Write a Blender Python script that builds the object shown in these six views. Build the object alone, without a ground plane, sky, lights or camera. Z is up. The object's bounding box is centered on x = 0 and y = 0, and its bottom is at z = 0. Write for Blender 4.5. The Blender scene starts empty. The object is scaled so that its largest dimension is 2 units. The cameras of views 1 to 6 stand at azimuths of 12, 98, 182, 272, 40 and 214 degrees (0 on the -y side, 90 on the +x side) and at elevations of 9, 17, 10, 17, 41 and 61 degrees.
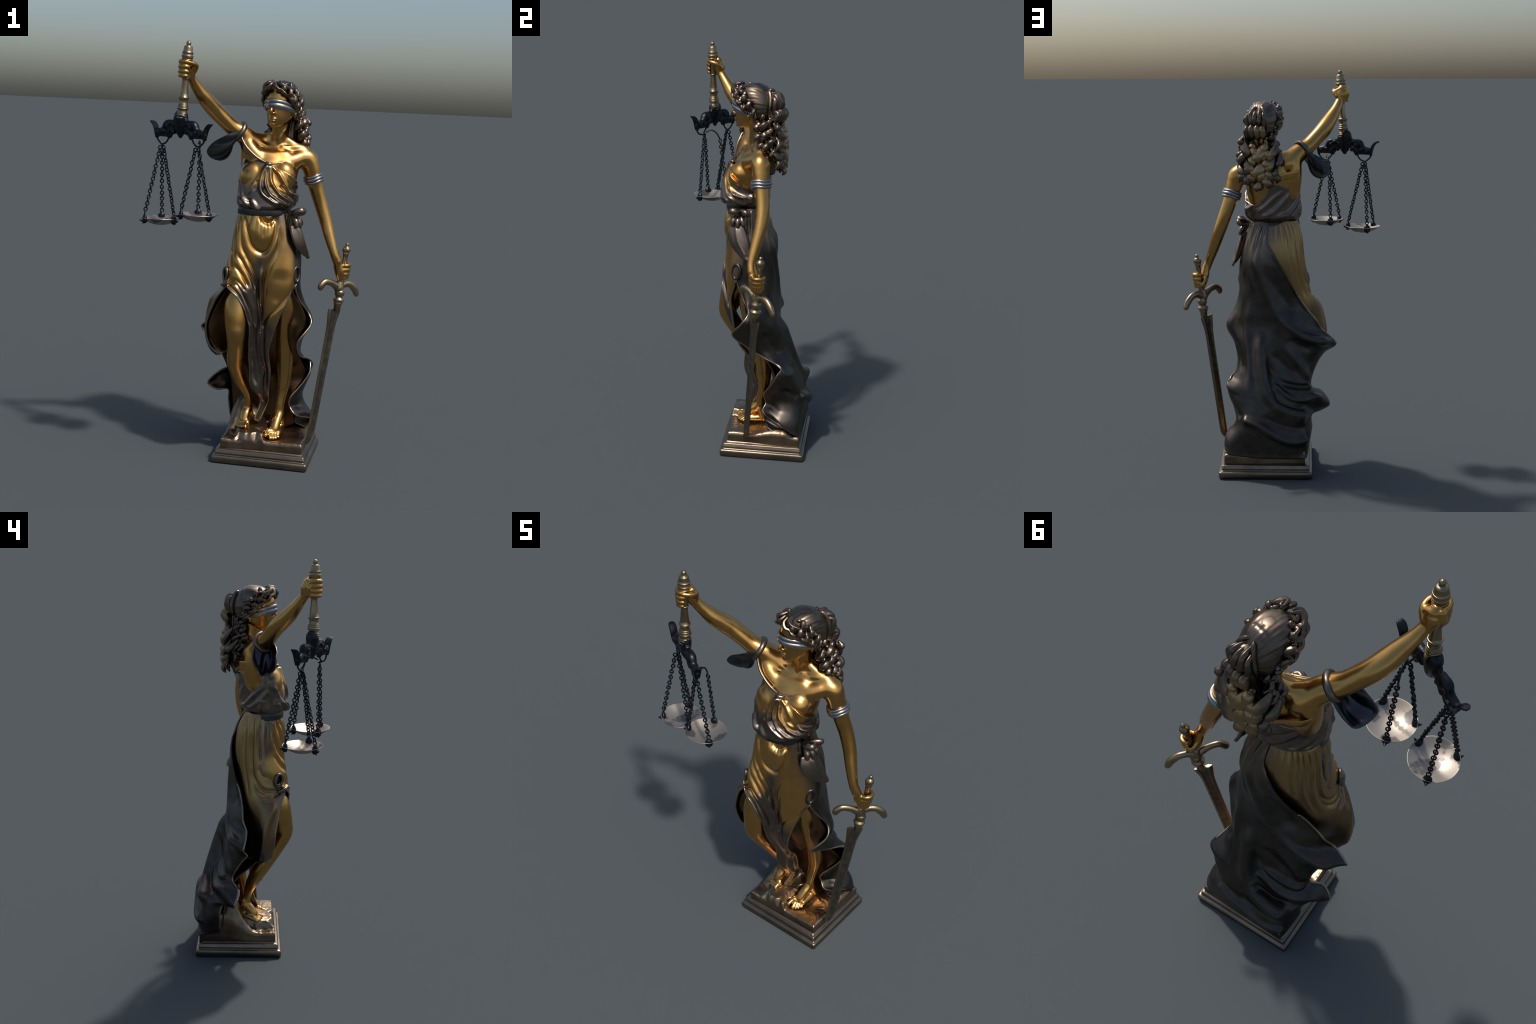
import bpy, bmesh, math, random
import numpy as np
from mathutils import Vector, Matrix

random.seed(7)
RNG = np.random.default_rng(7)
A = np.array


# ------------------------------------------------------------------ materials
class Nodes:
    def __init__(self, name):
        self.m = bpy.data.materials.new(name)
        self.m.use_nodes = True
        self.t = self.m.node_tree
        self.b = self.t.nodes["Principled BSDF"]
        self.co = self.t.nodes.new("ShaderNodeTexCoord").outputs["Object"]

    def n(self, kind, **kw):
        nd = self.t.nodes.new(kind)
        for k, v in kw.items():
            setattr(nd, k, v)
        return nd

    def link(self, a, b):
        self.t.links.new(a, b)

    def noise(self, scale, detail=4, rough=0.55, stretch=None):
        t = self.n("ShaderNodeTexNoise")
        t.inputs["Scale"].default_value = scale
        t.inputs["Detail"].default_value = detail
        t.inputs["Roughness"].default_value = rough
        src = self.co
        if stretch:
            mp = self.n("ShaderNodeMapping")
            mp.inputs["Scale"].default_value = stretch
            self.link(self.co, mp.inputs["Vector"])
            src = mp.outputs[0]
        self.link(src, t.inputs["Vector"])
        return t.outputs["Fac"]

    def ramp(self, fac, lo, hi):
        r = self.n("ShaderNodeMapRange")
        r.interpolation_type = 'SMOOTHSTEP'
        r.inputs["From Min"].default_value = lo
        r.inputs["From Max"].default_value = hi
        self.link(fac, r.inputs["Value"])
        return r.outputs["Result"]

    def math(self, op, a, b=None):
        m = self.n("ShaderNodeMath", operation=op)
        for i, v in enumerate((a, b)):
            if v is None:
                continue
            if isinstance(v, (int, float)):
                m.inputs[i].default_value = v
            else:
                self.link(v, m.inputs[i])
        return m.outputs[0]

    def mix(self, fac, a, b):
        m = self.n("ShaderNodeMix", data_type='RGBA')
        if isinstance(fac, (int, float)):
            m.inputs[0].default_value = fac
        else:
            self.link(fac, m.inputs[0])
        for i, v in ((6, a), (7, b)):
            if isinstance(v, tuple):
                m.inputs[i].default_value = (*v, 1)
            else:
                self.link(v, m.inputs[i])
        return m.outputs[2]

    def blob(self, centre, radii, lo=0.6, hi=1.2):
        """1 inside an ellipsoid of object space, 0 outside, soft border."""
        mp = self.n("ShaderNodeMapping")
        mp.inputs["Location"].default_value = tuple(-c / r for c, r in zip(centre, radii))
        mp.inputs["Scale"].default_value = tuple(1 / r for r in radii)
        self.link(self.co, mp.inputs["Vector"])
        l = self.n("ShaderNodeVectorMath", operation='LENGTH')
        self.link(mp.outputs[0], l.inputs[0])
        wob = self.math('MULTIPLY', self.noise(18, 3), 0.35)
        return self.ramp(self.math('ADD', l.outputs["Value"], wob), hi + 0.17, lo + 0.17)

    def finish(self, colour, rough=0.35, metal=1.0, bump=0.0, bscale=60, rvar=0.08, stretch=None):
        b = self.b
        if isinstance(colour, tuple):
            b.inputs["Base Color"].default_value = (*colour, 1)
        else:
            self.link(colour, b.inputs["Base Color"])
        b.inputs["Metallic"].default_value = metal
        rn = self.noise(14, 5)
        r = self.math('ADD', self.math('MULTIPLY', rn, rvar * 2), rough - rvar)
        self.link(r, b.inputs["Roughness"])
        if bump > 0:
            bp = self.n("ShaderNodeBump")
            bp.inputs["Strength"].default_value = bump
            bp.inputs["Distance"].default_value = 0.004
            self.link(self.noise(bscale, 6, stretch=stretch), bp.inputs["Height"])
            self.link(bp.outputs[0], b.inputs["Normal"])
        return self.m


GOLD = (0.58, 0.330, 0.104)
GOLD_DEEP = (0.47, 0.255, 0.075)
BRONZE = (0.215, 0.172, 0.138)
BRONZE_DARK = (0.088, 0.076, 0.066)
SILVER = (0.36, 0.36, 0.36)
BRASS = (0.36, 0.275, 0.165)


def mat_gold():
    g = Nodes("polished_gold")
    c = g.mix(g.ramp(g.noise(9, 5), 0.35, 0.75), GOLD, GOLD_DEEP)
    return g.finish(c, 0.27, rvar=.05)


def mat_two(name, dark, light, blobs, rough=0.36, bump=0.10, stretch=None, bscale=60, metal=1.0):
    """dark metal with rubbed patches of the light one at the given places"""
    g = Nodes(name)
    c = g.mix(g.ramp(g.noise(22, 5), 0.3, 0.75), dark, tuple(v * 0.72 for v in dark))
    for (ctr, rad, col) in blobs:
        c = g.mix(g.blob(ctr, rad), c, col or light)
    return g.finish(c, rough, metal, bump, bscale, stretch=stretch)


MAT = {}


def make_materials():
    MAT["gold"] = mat_gold()
    MAT["bronze"] = mat_two("dark_bronze", BRONZE, GOLD, [], 0.36, stretch=(1, 1, 0.15))
    MAT["hair"] = mat_two("brown_bronze", (0.175, 0.135, 0.102), (0.38, 0.26, 0.135),
                          [((0.11, 0.19, 1.58), (0.07, 0.05, 0.17), None)], 0.36, bump=0.10, bscale=45)
    MAT["train"] = mat_two("train_bronze", BRONZE_DARK, GOLD_DEEP, [((.12, .10, 1.22), (.13, .14, .17), (.17, .135, .105))], 0.40, stretch=(1, 1, 0.12), bscale=90)
    MAT["apron"] = mat_two("apron_bronze", BRONZE, GOLD, [
        ((0.15, -0.08, 0.90), (0.085, 0.12, 0.22), None),
        ((0.03, -0.12, 1.14), (0.15, 0.12, 0.12), None),
        ((-0.06, -0.12, 0.98), (0.10, 0.12, 0.13), None)], 0.30, stretch=(1, 1, 0.3))
    MAT["side"] = mat_two("side_panel_bronze", BRONZE, (0.40, 0.255, 0.112), [
        ((-0.07, 0.04, 1.03), (0.19, 0.19, 0.30), None),
        ((-0.17, -0.03, 0.72), (0.08, 0.12, 0.16), (0.24, 0.16, 0.085))], 0.36, stretch=(1, 1, 0.15))
    MAT["bodice"] = mat_two("bodice_bronze", BRONZE, GOLD, [
        ((-0.01, -0.12, 1.42), (0.08, 0.07, 0.07), None),
        ((0.14, -0.09, 1.40), (0.075, 0.07, 0.08), None)], 0.30)
    MAT["lining"] = mat_two("lining_bronze", (0.15, 0.085, 0.042), GOLD, [], 0.38)
    MAT["edge"] = mat_two("rubbed_edge", (0.36, 0.285, 0.205), GOLD, [], 0.30)
    MAT["silver"] = mat_two("dull_silver", SILVER, SILVER, [], 0.36, bump=0.25, bscale=35)
    MAT["black"] = mat_two("blackened_steel", (0.036, 0.039, 0.045), (0.1, 0.1, 0.1), [], 0.40)
    MAT["sleeve"] = mat_two("blue_black_bronze", (0.085, 0.085, 0.092), (0.1, 0.1, 0.1), [], 0.36)
    MAT["brass"] = mat_two("aged_brass", BRASS, BRASS, [], 0.34, bump=0.15)
    g = Nodes("stained_pan_metal")
    c = g.mix(g.ramp(g.noise(13, 3, 0.45), 0.53, 0.60), (0.40, 0.355, 0.30), (0.17, 0.157, 0.15))
    MAT["pan"] = g.finish(c, 0.48, 0.85)
    g = Nodes("plinth_bronze")
    c = g.mix(g.ramp(g.noise(7, 5), 0.35, 0.7), (0.25, 0.20, 0.145), (0.16, 0.13, 0.10))
    MAT["plinth"] = g.finish(c, 0.36, 1.0, 0.15, 70, stretch=(1, 1, 0.3))
    g = Nodes("rock_bronze")
    c = g.mix(g.ramp(g.noise(9, 6), 0.35, 0.7), (0.27, 0.20, 0.13), (0.15, 0.10, 0.065))
    MAT["rock"] = g.finish(c, 0.36, 1.0, 0.2, 70)
    g = Nodes("blade_steel")
    c = g.mix(g.ramp(g.noise(30, 6, 0.65), 0.4, 0.65), (0.13, 0.125, 0.11), (0.25, 0.20, 0.135))
    MAT["blade"] = g.finish(c, 0.36, 1.0, 0.5, 90)
    MAT["blade_edge"] = mat_two("blade_bevel_brass", (0.26, 0.205, 0.13), BRASS, [], 0.36)


# ------------------------------------------------------------------ geometry helpers
def spline(pts, n, closed=False):
    """Catmull-Rom through pts, n samples evenly in control parameter."""
    P = np.asarray(pts, float)
    k = len(P)
    if closed:
        t = np.linspace(0, k, n, endpoint=False)
        i = np.floor(t).astype(int)
        g = lambda j: P[j % k]
    else:
        t = np.linspace(0, k - 1, n)
        i = np.minimum(np.floor(t).astype(int), k - 2)
        ext = np.concatenate([(2 * P[0] - P[1])[None], P, (2 * P[-1] - P[-2])[None]])
        g = lambda j: ext[j + 1]
    f = (t - i)[:, None] if P.ndim == 2 else (t - i)[:, None, None]
    p0, p1, p2, p3 = g(i - 1), g(i), g(i + 1), g(i + 2)
    return 0.5 * (2 * p1 + (p2 - p0) * f + (2 * p0 - 5 * p1 + 4 * p2 - p3) * f ** 2 +
                  (3 * p1 - p0 - 3 * p2 + p3) * f ** 3)


def obj_from(name, V, F, mat=None, parent=None, smooth=True, normals=None):
    me = bpy.data.meshes.new(name)
    me.from_pydata([tuple(v) for v in np.asarray(V, float)], [], [tuple(int(i) for i in f) for f in F])
    me.update()
    if smooth:
        me.polygons.foreach_set("use_smooth", [True] * len(me.polygons))
    if normals is not None:
        me.normals_split_custom_set_from_vertices([tuple(n) for n in normals])
    ob = bpy.data.objects.new(name, me)
    bpy.context.scene.collection.objects.link(ob)
    if mat:
        me.materials.append(MAT[mat])
    if parent:
        ob.parent = parent
    return ob


def frames(P):
    T = np.gradient(P, axis=0)
    T /= np.linalg.norm(T, axis=1)[:, None] + 1e-12
    ref = A([0, 0, 1.0]) if abs(T[0][2]) < 0.9 else A([0, 1.0, 0])
    N = []
    n = np.cross(np.cross(T[0], ref), T[0])
    for t in T:
        n = n - t * (n @ t)
        n /= np.linalg.norm(n) + 1e-12
        N.append(n)
    N = A(N)
    return T, N, np.cross(T, N)


def tube(pts, radii, n=40, ring=20, flat=1.0, up=None, cap=True, closed=False, ripple=0, ripple_n=5):
    """Swept tube; radii spline-interpolated; flat squeezes the section along its second axis."""
    P = spline(pts, n, closed)
    R = spline(A(radii, float).reshape(-1, 1), n, closed)[:, 0] if np.ndim(radii) else np.full(n, radii)
    R = np.maximum(R, 1e-4)
    T, N, B = frames(P)
    if closed:
        T = np.roll(P, -1, 0) - np.roll(P, 1, 0)
        T /= np.linalg.norm(T, axis=1)[:, None]
    if up is not None or closed:
        u = A(up if up is not None else (0, 0, 1.0), float)
        N = u - T * (T @ u)[:, None]
        N /= np.linalg.norm(N, axis=1)[:, None] + 1e-12
        B = np.cross(T, N)
    th = np.linspace(0, 2 * np.pi, ring, endpoint=False)
    rip = 1 + ripple * np.cos(ripple_n * th)
    V = (P[:, None, :] + R[:, None, None] * rip[None, :, None] *
         (np.cos(th)[None, :, None] * N[:, None, :] + flat * np.sin(th)[None, :, None] * B[:, None, :]))
    V = V.reshape(-1, 3)
    F = []
    m = n if closed else n - 1
    for i in range(m):
        j = (i + 1) % n
        for k in range(ring):
            l = (k + 1) % ring
            F.append((i * ring + k, i * ring + l, j * ring + l, j * ring + k))
    V = list(V)
    if cap and not closed:
        for end, i in ((0, 0), (1, n - 1)):
            d = T[i] * (-1 if end == 0 else 1)
            prev = [i * ring + k for k in range(ring)]
            for s in (0.5, 0.85):
                cur = []
                for k in range(ring):
                    c = P[i] + d * R[i] * s * min(1, flat + 0.2)
                    V.append(c + (V[i * ring + k] - P[i]) * math.sqrt(1 - s * s))
                    cur.append(len(V) - 1)
                for k in range(ring):
                    l = (k + 1) % ring
                    q = (prev[k], prev[l], cur[l], cur[k])
                    F.append(q if end == 1 else q[::-1])
                prev = cur
            V.append(P[i] + d * R[i] * min(1, flat + 0.2))
            t = len(V) - 1
            for k in range(ring):
                l = (k + 1) % ring
                q = (prev[k], prev[l], t)
                F.append(q if end == 1 else q[::-1])
    return A(V), F


def loft(sections, n=60, ring=64, power=2.0):
    """sections: (z, cx, cy, a, b, yaw_degrees); closed body of stacked superellipses."""
    S = spline(A(sections, float), n)
    th = np.linspace(0, 2 * np.pi, ring, endpoint=False)
    c, s = np.cos(th), np.sin(th)
    c = np.sign(c) * np.abs(c) ** (2 / power)
    s = np.sign(s) * np.abs(s) ** (2 / power)
    V, F = [], []
    for z, cx, cy, a, b, yaw in S:
        r = math.radians(yaw)
        x, y = a * c, b * s
        V += list(np.stack([cx + x * math.cos(r) - y * math.sin(r),
                            cy + x * math.sin(r) + y * math.cos(r), np.full(ring, z)], 1))
    for i in range(n - 1):
        for k in range(ring):
            l = (k + 1) % ring
            F.append((i * ring + k, i * ring + l, (i + 1) * ring + l, (i + 1) * ring + k))
    F.append(tuple(range(ring)))
    F.append(tuple(range((n - 1) * ring, n * ring))[::-1])
    V = A(V)
    if S[0][0] < S[-1][0]:
        F[-2] = F[-2][::-1]
        F[-1] = F[-1][::-1]
    else:
        F = [f[::-1] for f in F[:-2]] + F[-2:]
    return V, F


def ellipsoid(c, r, yaw=0, rings=18, seg=28):
    V, F = [], []
    y = math.radians(yaw)
    for i in range(rings + 1):
        ph = math.pi * i / rings
        for k in range(seg):
            th = 2 * math.pi * k / seg
            p = (r[0] * math.sin(ph) * math.cos(th), r[1] * math.sin(ph) * math.sin(th), r[2] * math.cos(ph))
            V.append((c[0] + p[0] * math.cos(y) - p[1] * math.sin(y),
                      c[1] + p[0] * math.sin(y) + p[1] * math.cos(y), c[2] + p[2]))
    for i in range(rings):
        for k in range(seg):
            l = (k + 1) % seg
            F.append((i * seg + k, (i + 1) * seg + k, (i + 1) * seg + l, i * seg + l))
    return A(V), F


def lathe(axis_top, axis_bottom, profile, ring=40):
    """profile: (distance from the top end, radius)."""
    a, b = A(axis_top, float), A(axis_bottom, float)
    d = (b - a) / np.linalg.norm(b - a)
    u = np.cross(d, A([0, 1.0, 0.1])); u /= np.linalg.norm(u)
    w = np.cross(d, u)
    V, F = [], []
    for s, r in profile:
        for k in range(ring):
            t = 2 * math.pi * k / ring
            V.append(a + d * s + r * (math.cos(t) * u + math.sin(t) * w))
    n = len(profile)
    for i in range(n - 1):
        for k in range(ring):
            l = (k + 1) % ring
            F.append((i * ring + k, (i + 1) * ring + k, (i + 1) * ring + l, i * ring + l))
    F.append(tuple(range(ring)))
    F.append(tuple(range((n - 1) * ring, n * ring))[::-1])
    return A(V), F


def join(parts):
    V, F, o = [], [], 0
    for v, f in parts:
        V.append(np.asarray(v, float))
        F += [tuple(i + o for i in q) for q in f]
        o += len(v)
    return np.vstack(V), F


def remesh(V, F, voxel, smooth=6, factor=0.5):
    ob = obj_from("helper", V, F)
    m = ob.modifiers.new("r", 'REMESH')
    m.mode = 'VOXEL'
    m.voxel_size = voxel
    if smooth:
        s = ob.modifiers.new("s", 'SMOOTH')
        s.factor = factor
        s.iterations = smooth
    dg = bpy.context.evaluated_depsgraph_get()
    me = ob.evaluated_get(dg).to_mesh()
    V2 = np.empty(len(me.vertices) * 3)
    me.vertices.foreach_get("co", V2)
    F2 = [tuple(p.vertices) for p in me.polygons]
    ob.evaluated_get(dg).to_mesh_clear()
    old = ob.data
    bpy.data.objects.remove(ob)
    bpy.data.meshes.remove(old)
    return V2.reshape(-1, 3), F2


def vnormals(V, F):
    N = np.zeros_like(V)
    for k in (3, 4):
        q = A([f for f in F if len(f) == k])
        if len(q) == 0:
            continue
        n = np.cross(V[q[:, 2]] - V[q[:, 0]], V[q[:, -1]] - V[q[:, 1]] if k == 4 else V[q[:, 2]] - V[q[:, 1]])
        if k == 3:
            n = np.cross(V[q[:, 1]] - V[q[:, 0]], V[q[:, 2]] - V[q[:, 0]])
        for j in range(k):
            np.add.at(N, q[:, j], n)
    return N / (np.linalg.norm(N, axis=1)[:, None] + 1e-12)


def soften(V, F, weight, iters):
    """Laplacian smoothing, vertex by vertex as strong as weight (0..1)."""
    q = A([f for f in F if len(f) == 4])
    e = np.vstack([q[:, [0, 1]], q[:, [1, 2]], q[:, [2, 3]], q[:, [3, 0]]])
    n = np.bincount(e.ravel(), minlength=len(V)).astype(float)[:, None] + 1e-9
    for _ in range(iters):
        S = np.stack([np.bincount(e[:, 0], V[e[:, 1], k], len(V)) + np.bincount(e[:, 1], V[e[:, 0], k], len(V)) for k in range(3)], 1)
        V = V + (S / n - V) * (weight * .8)[:, None]
    return V


def smoothstep(x, a, b):
    t = np.clip((x - a) / (b - a), 0, 1)
    return t * t * (3 - 2 * t)


def relief(V, N, folds, snap=True):
    """Raise (h>0) or sink (h<0) soft folds along curves: (points, half width, height[, fade])."""
    D = np.zeros(len(V))
    for fold in folds:
        pts, w, h = fold[:3]
        fade = fold[3] if len(fold) > 3 else 0.25
        C = spline(pts, max(40, 14 * len(pts)))
        if snap:
            for i in range(len(C)):
                C[i] = V[np.argmin(((V - C[i]) ** 2).sum(1))]
            for _ in range(6):
                C[1:-1] = (C[:-2] + C[1:-1] + C[2:]) / 3
        t = np.linspace(0, 1, len(C))
        W = smoothstep(t, 0, fade) * smoothstep(1 - t, 0, fade) if fade else np.ones(len(C))
        if h is None:                                    # crest has to pass through the given points
            raw = spline(pts, len(C))
            near = [np.argmin(((V - c) ** 2).sum(1)) for c in raw]
            hh = np.clip(((raw - V[near]) * N[near]).sum(1), -.012, .04)
            for _ in range(4):
                hh[1:-1] = (hh[:-2] + 2 * hh[1:-1] + hh[2:]) / 4
            W, h = W * hh, 1.0
        lo, hi = C.min(0) - 3 * w, C.max(0) + 3 * w
        idx = np.where(((V > lo) & (V < hi)).all(1))[0]
        if len(idx) == 0:
            continue
        d2 = ((V[idx][:, None, :] - C[None]) ** 2).sum(2)
        j = d2.argmin(1)
        d = np.sqrt(d2[np.arange(len(idx)), j])
        D[idx] += h * W[j] * np.exp(-(d / w) ** 2)
    return V + N * D[:, None]


def tucked(rows):
    """adds a first row that disappears under the belt"""
    rows[0] = [(.048 + (x - .048) * .93, -.020 + (y + .020) * .93, z + .016) for x, y, z in rows[1]]
    return rows


def pleats(V):
    """fine gathers that hang from the belt and die out over the hips"""
    a = np.arctan2(V[:, 1] + .02, V[:, 0] - .05)
    w = smoothstep(V[:, 2], 1.08, 1.20) * smoothstep(-V[:, 2], -1.245, -1.228)
    w = w * (.45 + .55 * smoothstep(V[:, 1], -.06, .02))
    return w * (.0026 * np.sin(a * 31 + 2.0 * np.sin(a * 5) + 9 * (1.24 - V[:, 2])) + .0018 * np.sin(a * 53 + 3 * np.sin(a * 7)))


def net(rows, nu, nv):
    rows = A(rows, float)
    G = A([spline(r, nu) for r in rows])          # rows x nu x 3
    G = spline(G, nv)                             # nv x nu x 3
    return G


def edge_run(E, ztop, zbot):
    """part of a sheet border between two heights, thinned out"""
    a = np.argmax(E[:, 2] < ztop)
    b = len(E) - np.argmax(E[::-1, 2] > zbot) if (E[:, 2] > zbot).any() else len(E)
    return E[a:b:5]


def grid_normals(G):
    du = np.gradient(G, axis=1)
    dv = np.gradient(G, axis=0)
    n = np.cross(du, dv)
    return n / (np.linalg.norm(n, axis=2)[:, :, None] + 1e-12)


def sheet(G, thick, folds=(), flip=False, extra=None):
    """Cloth: mid surface grid G -> folded, thickened closed shell with rounded rim. Returns V,F,border."""
    nv, nu = G.shape[:2]
    N = grid_normals(G) * (-1 if flip else 1)
    V = G.reshape(-1, 3)
    if len(folds):
        V = relief(V, N.reshape(-1, 3), folds)
    if extra is not None:
        V = V + N.reshape(-1, 3) * extra(V)[:, None]
    G = V.reshape(nv, nu, 3).copy()
    for _ in range(5 if len(folds) else 0):
        G[1:-1, 1:-1] += ((G[:-2, 1:-1] + G[2:, 1:-1] + G[1:-1, :-2] + G[1:-1, 2:]) / 4 - G[1:-1, 1:-1]) * .7
    N = grid_normals(G) * (-1 if flip else 1)
    edge = np.minimum.outer(np.minimum(np.arange(nv), np.arange(nv)[::-1]), np.full(nu, 10 ** 6))
    edge = np.minimum(edge, np.minimum(np.arange(nu), np.arange(nu)[::-1])[None, :])
    th = thick / 2 * np.sqrt(np.clip((edge + 0.35) / 2.5, 0, 1))
    out = (G + N * th[:, :, None]).reshape(-1, 3)
    inn = (G - N * th[:, :, None]).reshape(-1, 3)
    F = []
    idx = lambda i, j: i * nu + j
    o = nv * nu
    for i in range(nv - 1):
        for j in range(nu - 1):
            q = (idx(i, j), idx(i, j + 1), idx(i + 1, j + 1), idx(i + 1, j))
            if flip:
                q = q[::-1]
            F.append(q)
            F.append(tuple(x + o for x in q[::-1]))
    bord = [idx(0, j) for j in range(nu)] + [idx(i, nu - 1) for i in range(1, nv)] + \
           [idx(nv - 1, j) for j in range(nu - 2, -1, -1)] + [idx(i, 0) for i in range(nv - 2, 0, -1)]
    for a, b in zip(bord, bord[1:] + bord[:1]):
        q = (b, a, a + o, b + o)
        F.append(q[::-1] if flip else q)
    return np.vstack([out, inn]), F, G


# ------------------------------------------------------------------ the figure
make_materials()
ROOT = bpy.data.objects.new("justice_statue", None)
bpy.context.scene.collection.objects.link(ROOT)
ROOT["label"] = "bronze statue of a blindfolded woman holding scales and sword"
ROOT["category"] = "statue"


def part(name, VF, mat, parent=ROOT, **kw):
    return obj_from(name, VF[0], VF[1], mat, parent, **kw)


# ---------------- bare body: limbs lofted along their bones, fused, then split by limb
HEAD_C = A([0.105, 0.035])
HF = A([-0.28, -0.96])            # where the face looks
HL = A([0.96, -0.28])             # towards her left ear


def hp(f, l, z):
    p = HEAD_C + HF * f + HL * l
    return A([p[0], p[1], z])


ARM_R = [(-0.010, 0.030, 1.535, .052), (-0.070, -0.014, 1.588, .046), (-0.118, -0.041, 1.621, .0400), (-0.152, -0.063, 1.655, .0385),
         (-0.185, -0.087, 1.690, .0395), (-0.208, -0.113, 1.719, .0390), (-0.232, -0.147, 1.754, .0350), (-0.257, -0.178, 1.795, .0275),
         (-0.276, -0.207, 1.836, .0215), (-0.284, -0.226, 1.866, .022)]
ARM_L = [(0.185, 0.060, 1.490, .050), (0.224, 0.076, 1.487, .049), (0.242, 0.079, 1.450, .043),
         (0.258, 0.084, 1.394, .0378), (0.273, 0.092, 1.344, .0350), (0.299, 0.099, 1.272, .0330),
         (0.326, 0.094, 1.197, .0310), (0.352, 0.078, 1.122, .0270), (0.379, 0.064, 1.050, .0220),
         (0.397, 0.067, 1.006, .0215)]
LEG_R = [(-0.020, -0.025, 0.900, .072), (-0.047, -0.084, 0.790, .066), (-0.045, -0.110, 0.700, .056),
         (-0.042, -0.120, 0.640, .045), (-0.050, -0.080, 0.565, .041), (-0.060, -0.020, 0.475, .040),
         (-0.044, 0.028, 0.390, .034), (-0.016, 0.055, 0.320, .024), (-0.006, 0.066, 0.270, .0205),
         (-0.010, 0.074, 0.225, .024)]
LEG_L = [(0.140, 0.020, 0.880, .060), (0.160, 0.028, 0.760, .054), (0.158, 0.055, 0.620, .044),
         (0.162, 0.085, 0.520, .042), (0.162, 0.104, 0.420, .038), (0.157, 0.105, 0.340, .029),
         (0.150, 0.090, 0.265, .022), (0.150, 0.088, 0.215, .024)]
TORSO = [(1.18, .045, -.010, .095, .070, 17), (1.25, .048, -.018, .105, .075, 17), (1.32, .055, -.012, .125, .092, 17),
         (1.38, .058, -.003, .132, .095, 17), (1.43, .062, .008, .134, .094, 17), (1.475, .066, .022, .132, .086, 17),
         (1.51, .072, .036, .120, .068, 17), (1.54, .080, .046, .088, .047, 17), (1.565, .086, .050, .050, .036, 17)]
NECK = [(0.082, 0.060, 1.50, .046), (0.086, 0.048, 1.55, .040), (0.092, 0.038, 1.60, .037), (0.099, 0.034, 1.66, .040)]


def limb(L, n=60, ring=28, flat=1.0):
    return tube([p[:3] for p in L], [p[3] for p in L], n, ring, flat)


head_sec = []
for z, fr, bk, hw in [(1.630, .088, .050, .012), (1.637, .103, .030, .028), (1.650, .105, .0, .041), (1.668, .106, -.03, .052),
                      (1.690, .107, -.055, .0585), (1.72, .107, -.068, .0635), (1.755, .112, -.072, .066),
                      (1.79, .106, -.062, .060), (1.815, .080, -.04, .046), (1.832, .04, -.02, .024)]:
    c = HEAD_C + HF * (fr + bk) / 2
    head_sec.append((z, c[0], c[1], hw, (fr - bk) / 2, math.degrees(math.atan2(HL[1], HL[0]))))
head_parts = [
    loft(head_sec, 60, 56, 2.0),
    tube([hp(.106, 0, 1.742), hp(.114, 0, 1.722), hp(.124, 0, 1.704), hp(.118, 0, 1.694)], [.006, .0075, .0095, .007], 16, 14),
    ellipsoid(hp(.112, .010, 1.6955), (.0065, .0075, .0055)), ellipsoid(hp(.112, -.010, 1.6955), (.0065, .0075, .0055)),
    tube([hp(.098, -.021, 1.668), hp(.110, -.008, 1.6715), hp(.1115, 0, 1.670), hp(.110, .008, 1.6715), hp(.098, .021, 1.668)], [.002, .0044, .0046, .0044, .002], 24, 12),
    tube([hp(.098, -.018, 1.664), hp(.1085, -.006, 1.6605), hp(.109, .006, 1.6605), hp(.098, .018, 1.664)], [.002, .0048, .0048, .002], 24, 12),
    ellipsoid(hp(.093, 0, 1.643), (.018, .015, .014)),
    tube([hp(.008, .062, 1.705), hp(.012, .068, 1.695), hp(.010, .066, 1.682)], [.010, .009, .006], 12, 12),
    tube([hp(.008, -.062, 1.705), hp(.012, -.068, 1.695), hp(.010, -.066, 1.682)], [.010, .009, .006], 12, 12),
]

# raised right hand closed round the staff, left hand round the sword grip
STAFF_TOP, STAFF_BOT = A([-0.280, -0.256, 1.998]), A([-0.303, -0.250, 1.664])
GRIP_TOP, GRIP_BOT = A([0.435, 0.115, 1.096]), A([0.408, 0.090, 0.800])


def on_axis(a, b, z):
    return a + (b - a) * ((z - a[2]) / (b[2] - a[2]))


def finger(a, b, z0, z1, r0, r1, ang0, ang1, rad, n=7):
    pts = []
    for i in range(n):
        t = i / (n - 1)
        c = on_axis(a, b, z0 + (z1 - z0) * t)
        an = math.radians(ang0 + (ang1 - ang0) * t)
        rr = r0 + (r1 - r0) * t
        pts.append(c + A([math.cos(an), math.sin(an), 0]) * rr)
    return tube(pts, [rad * .95, rad, rad * 1.03, rad, rad * 1.02, rad * .95, rad * .75], 40, 14)


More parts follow.
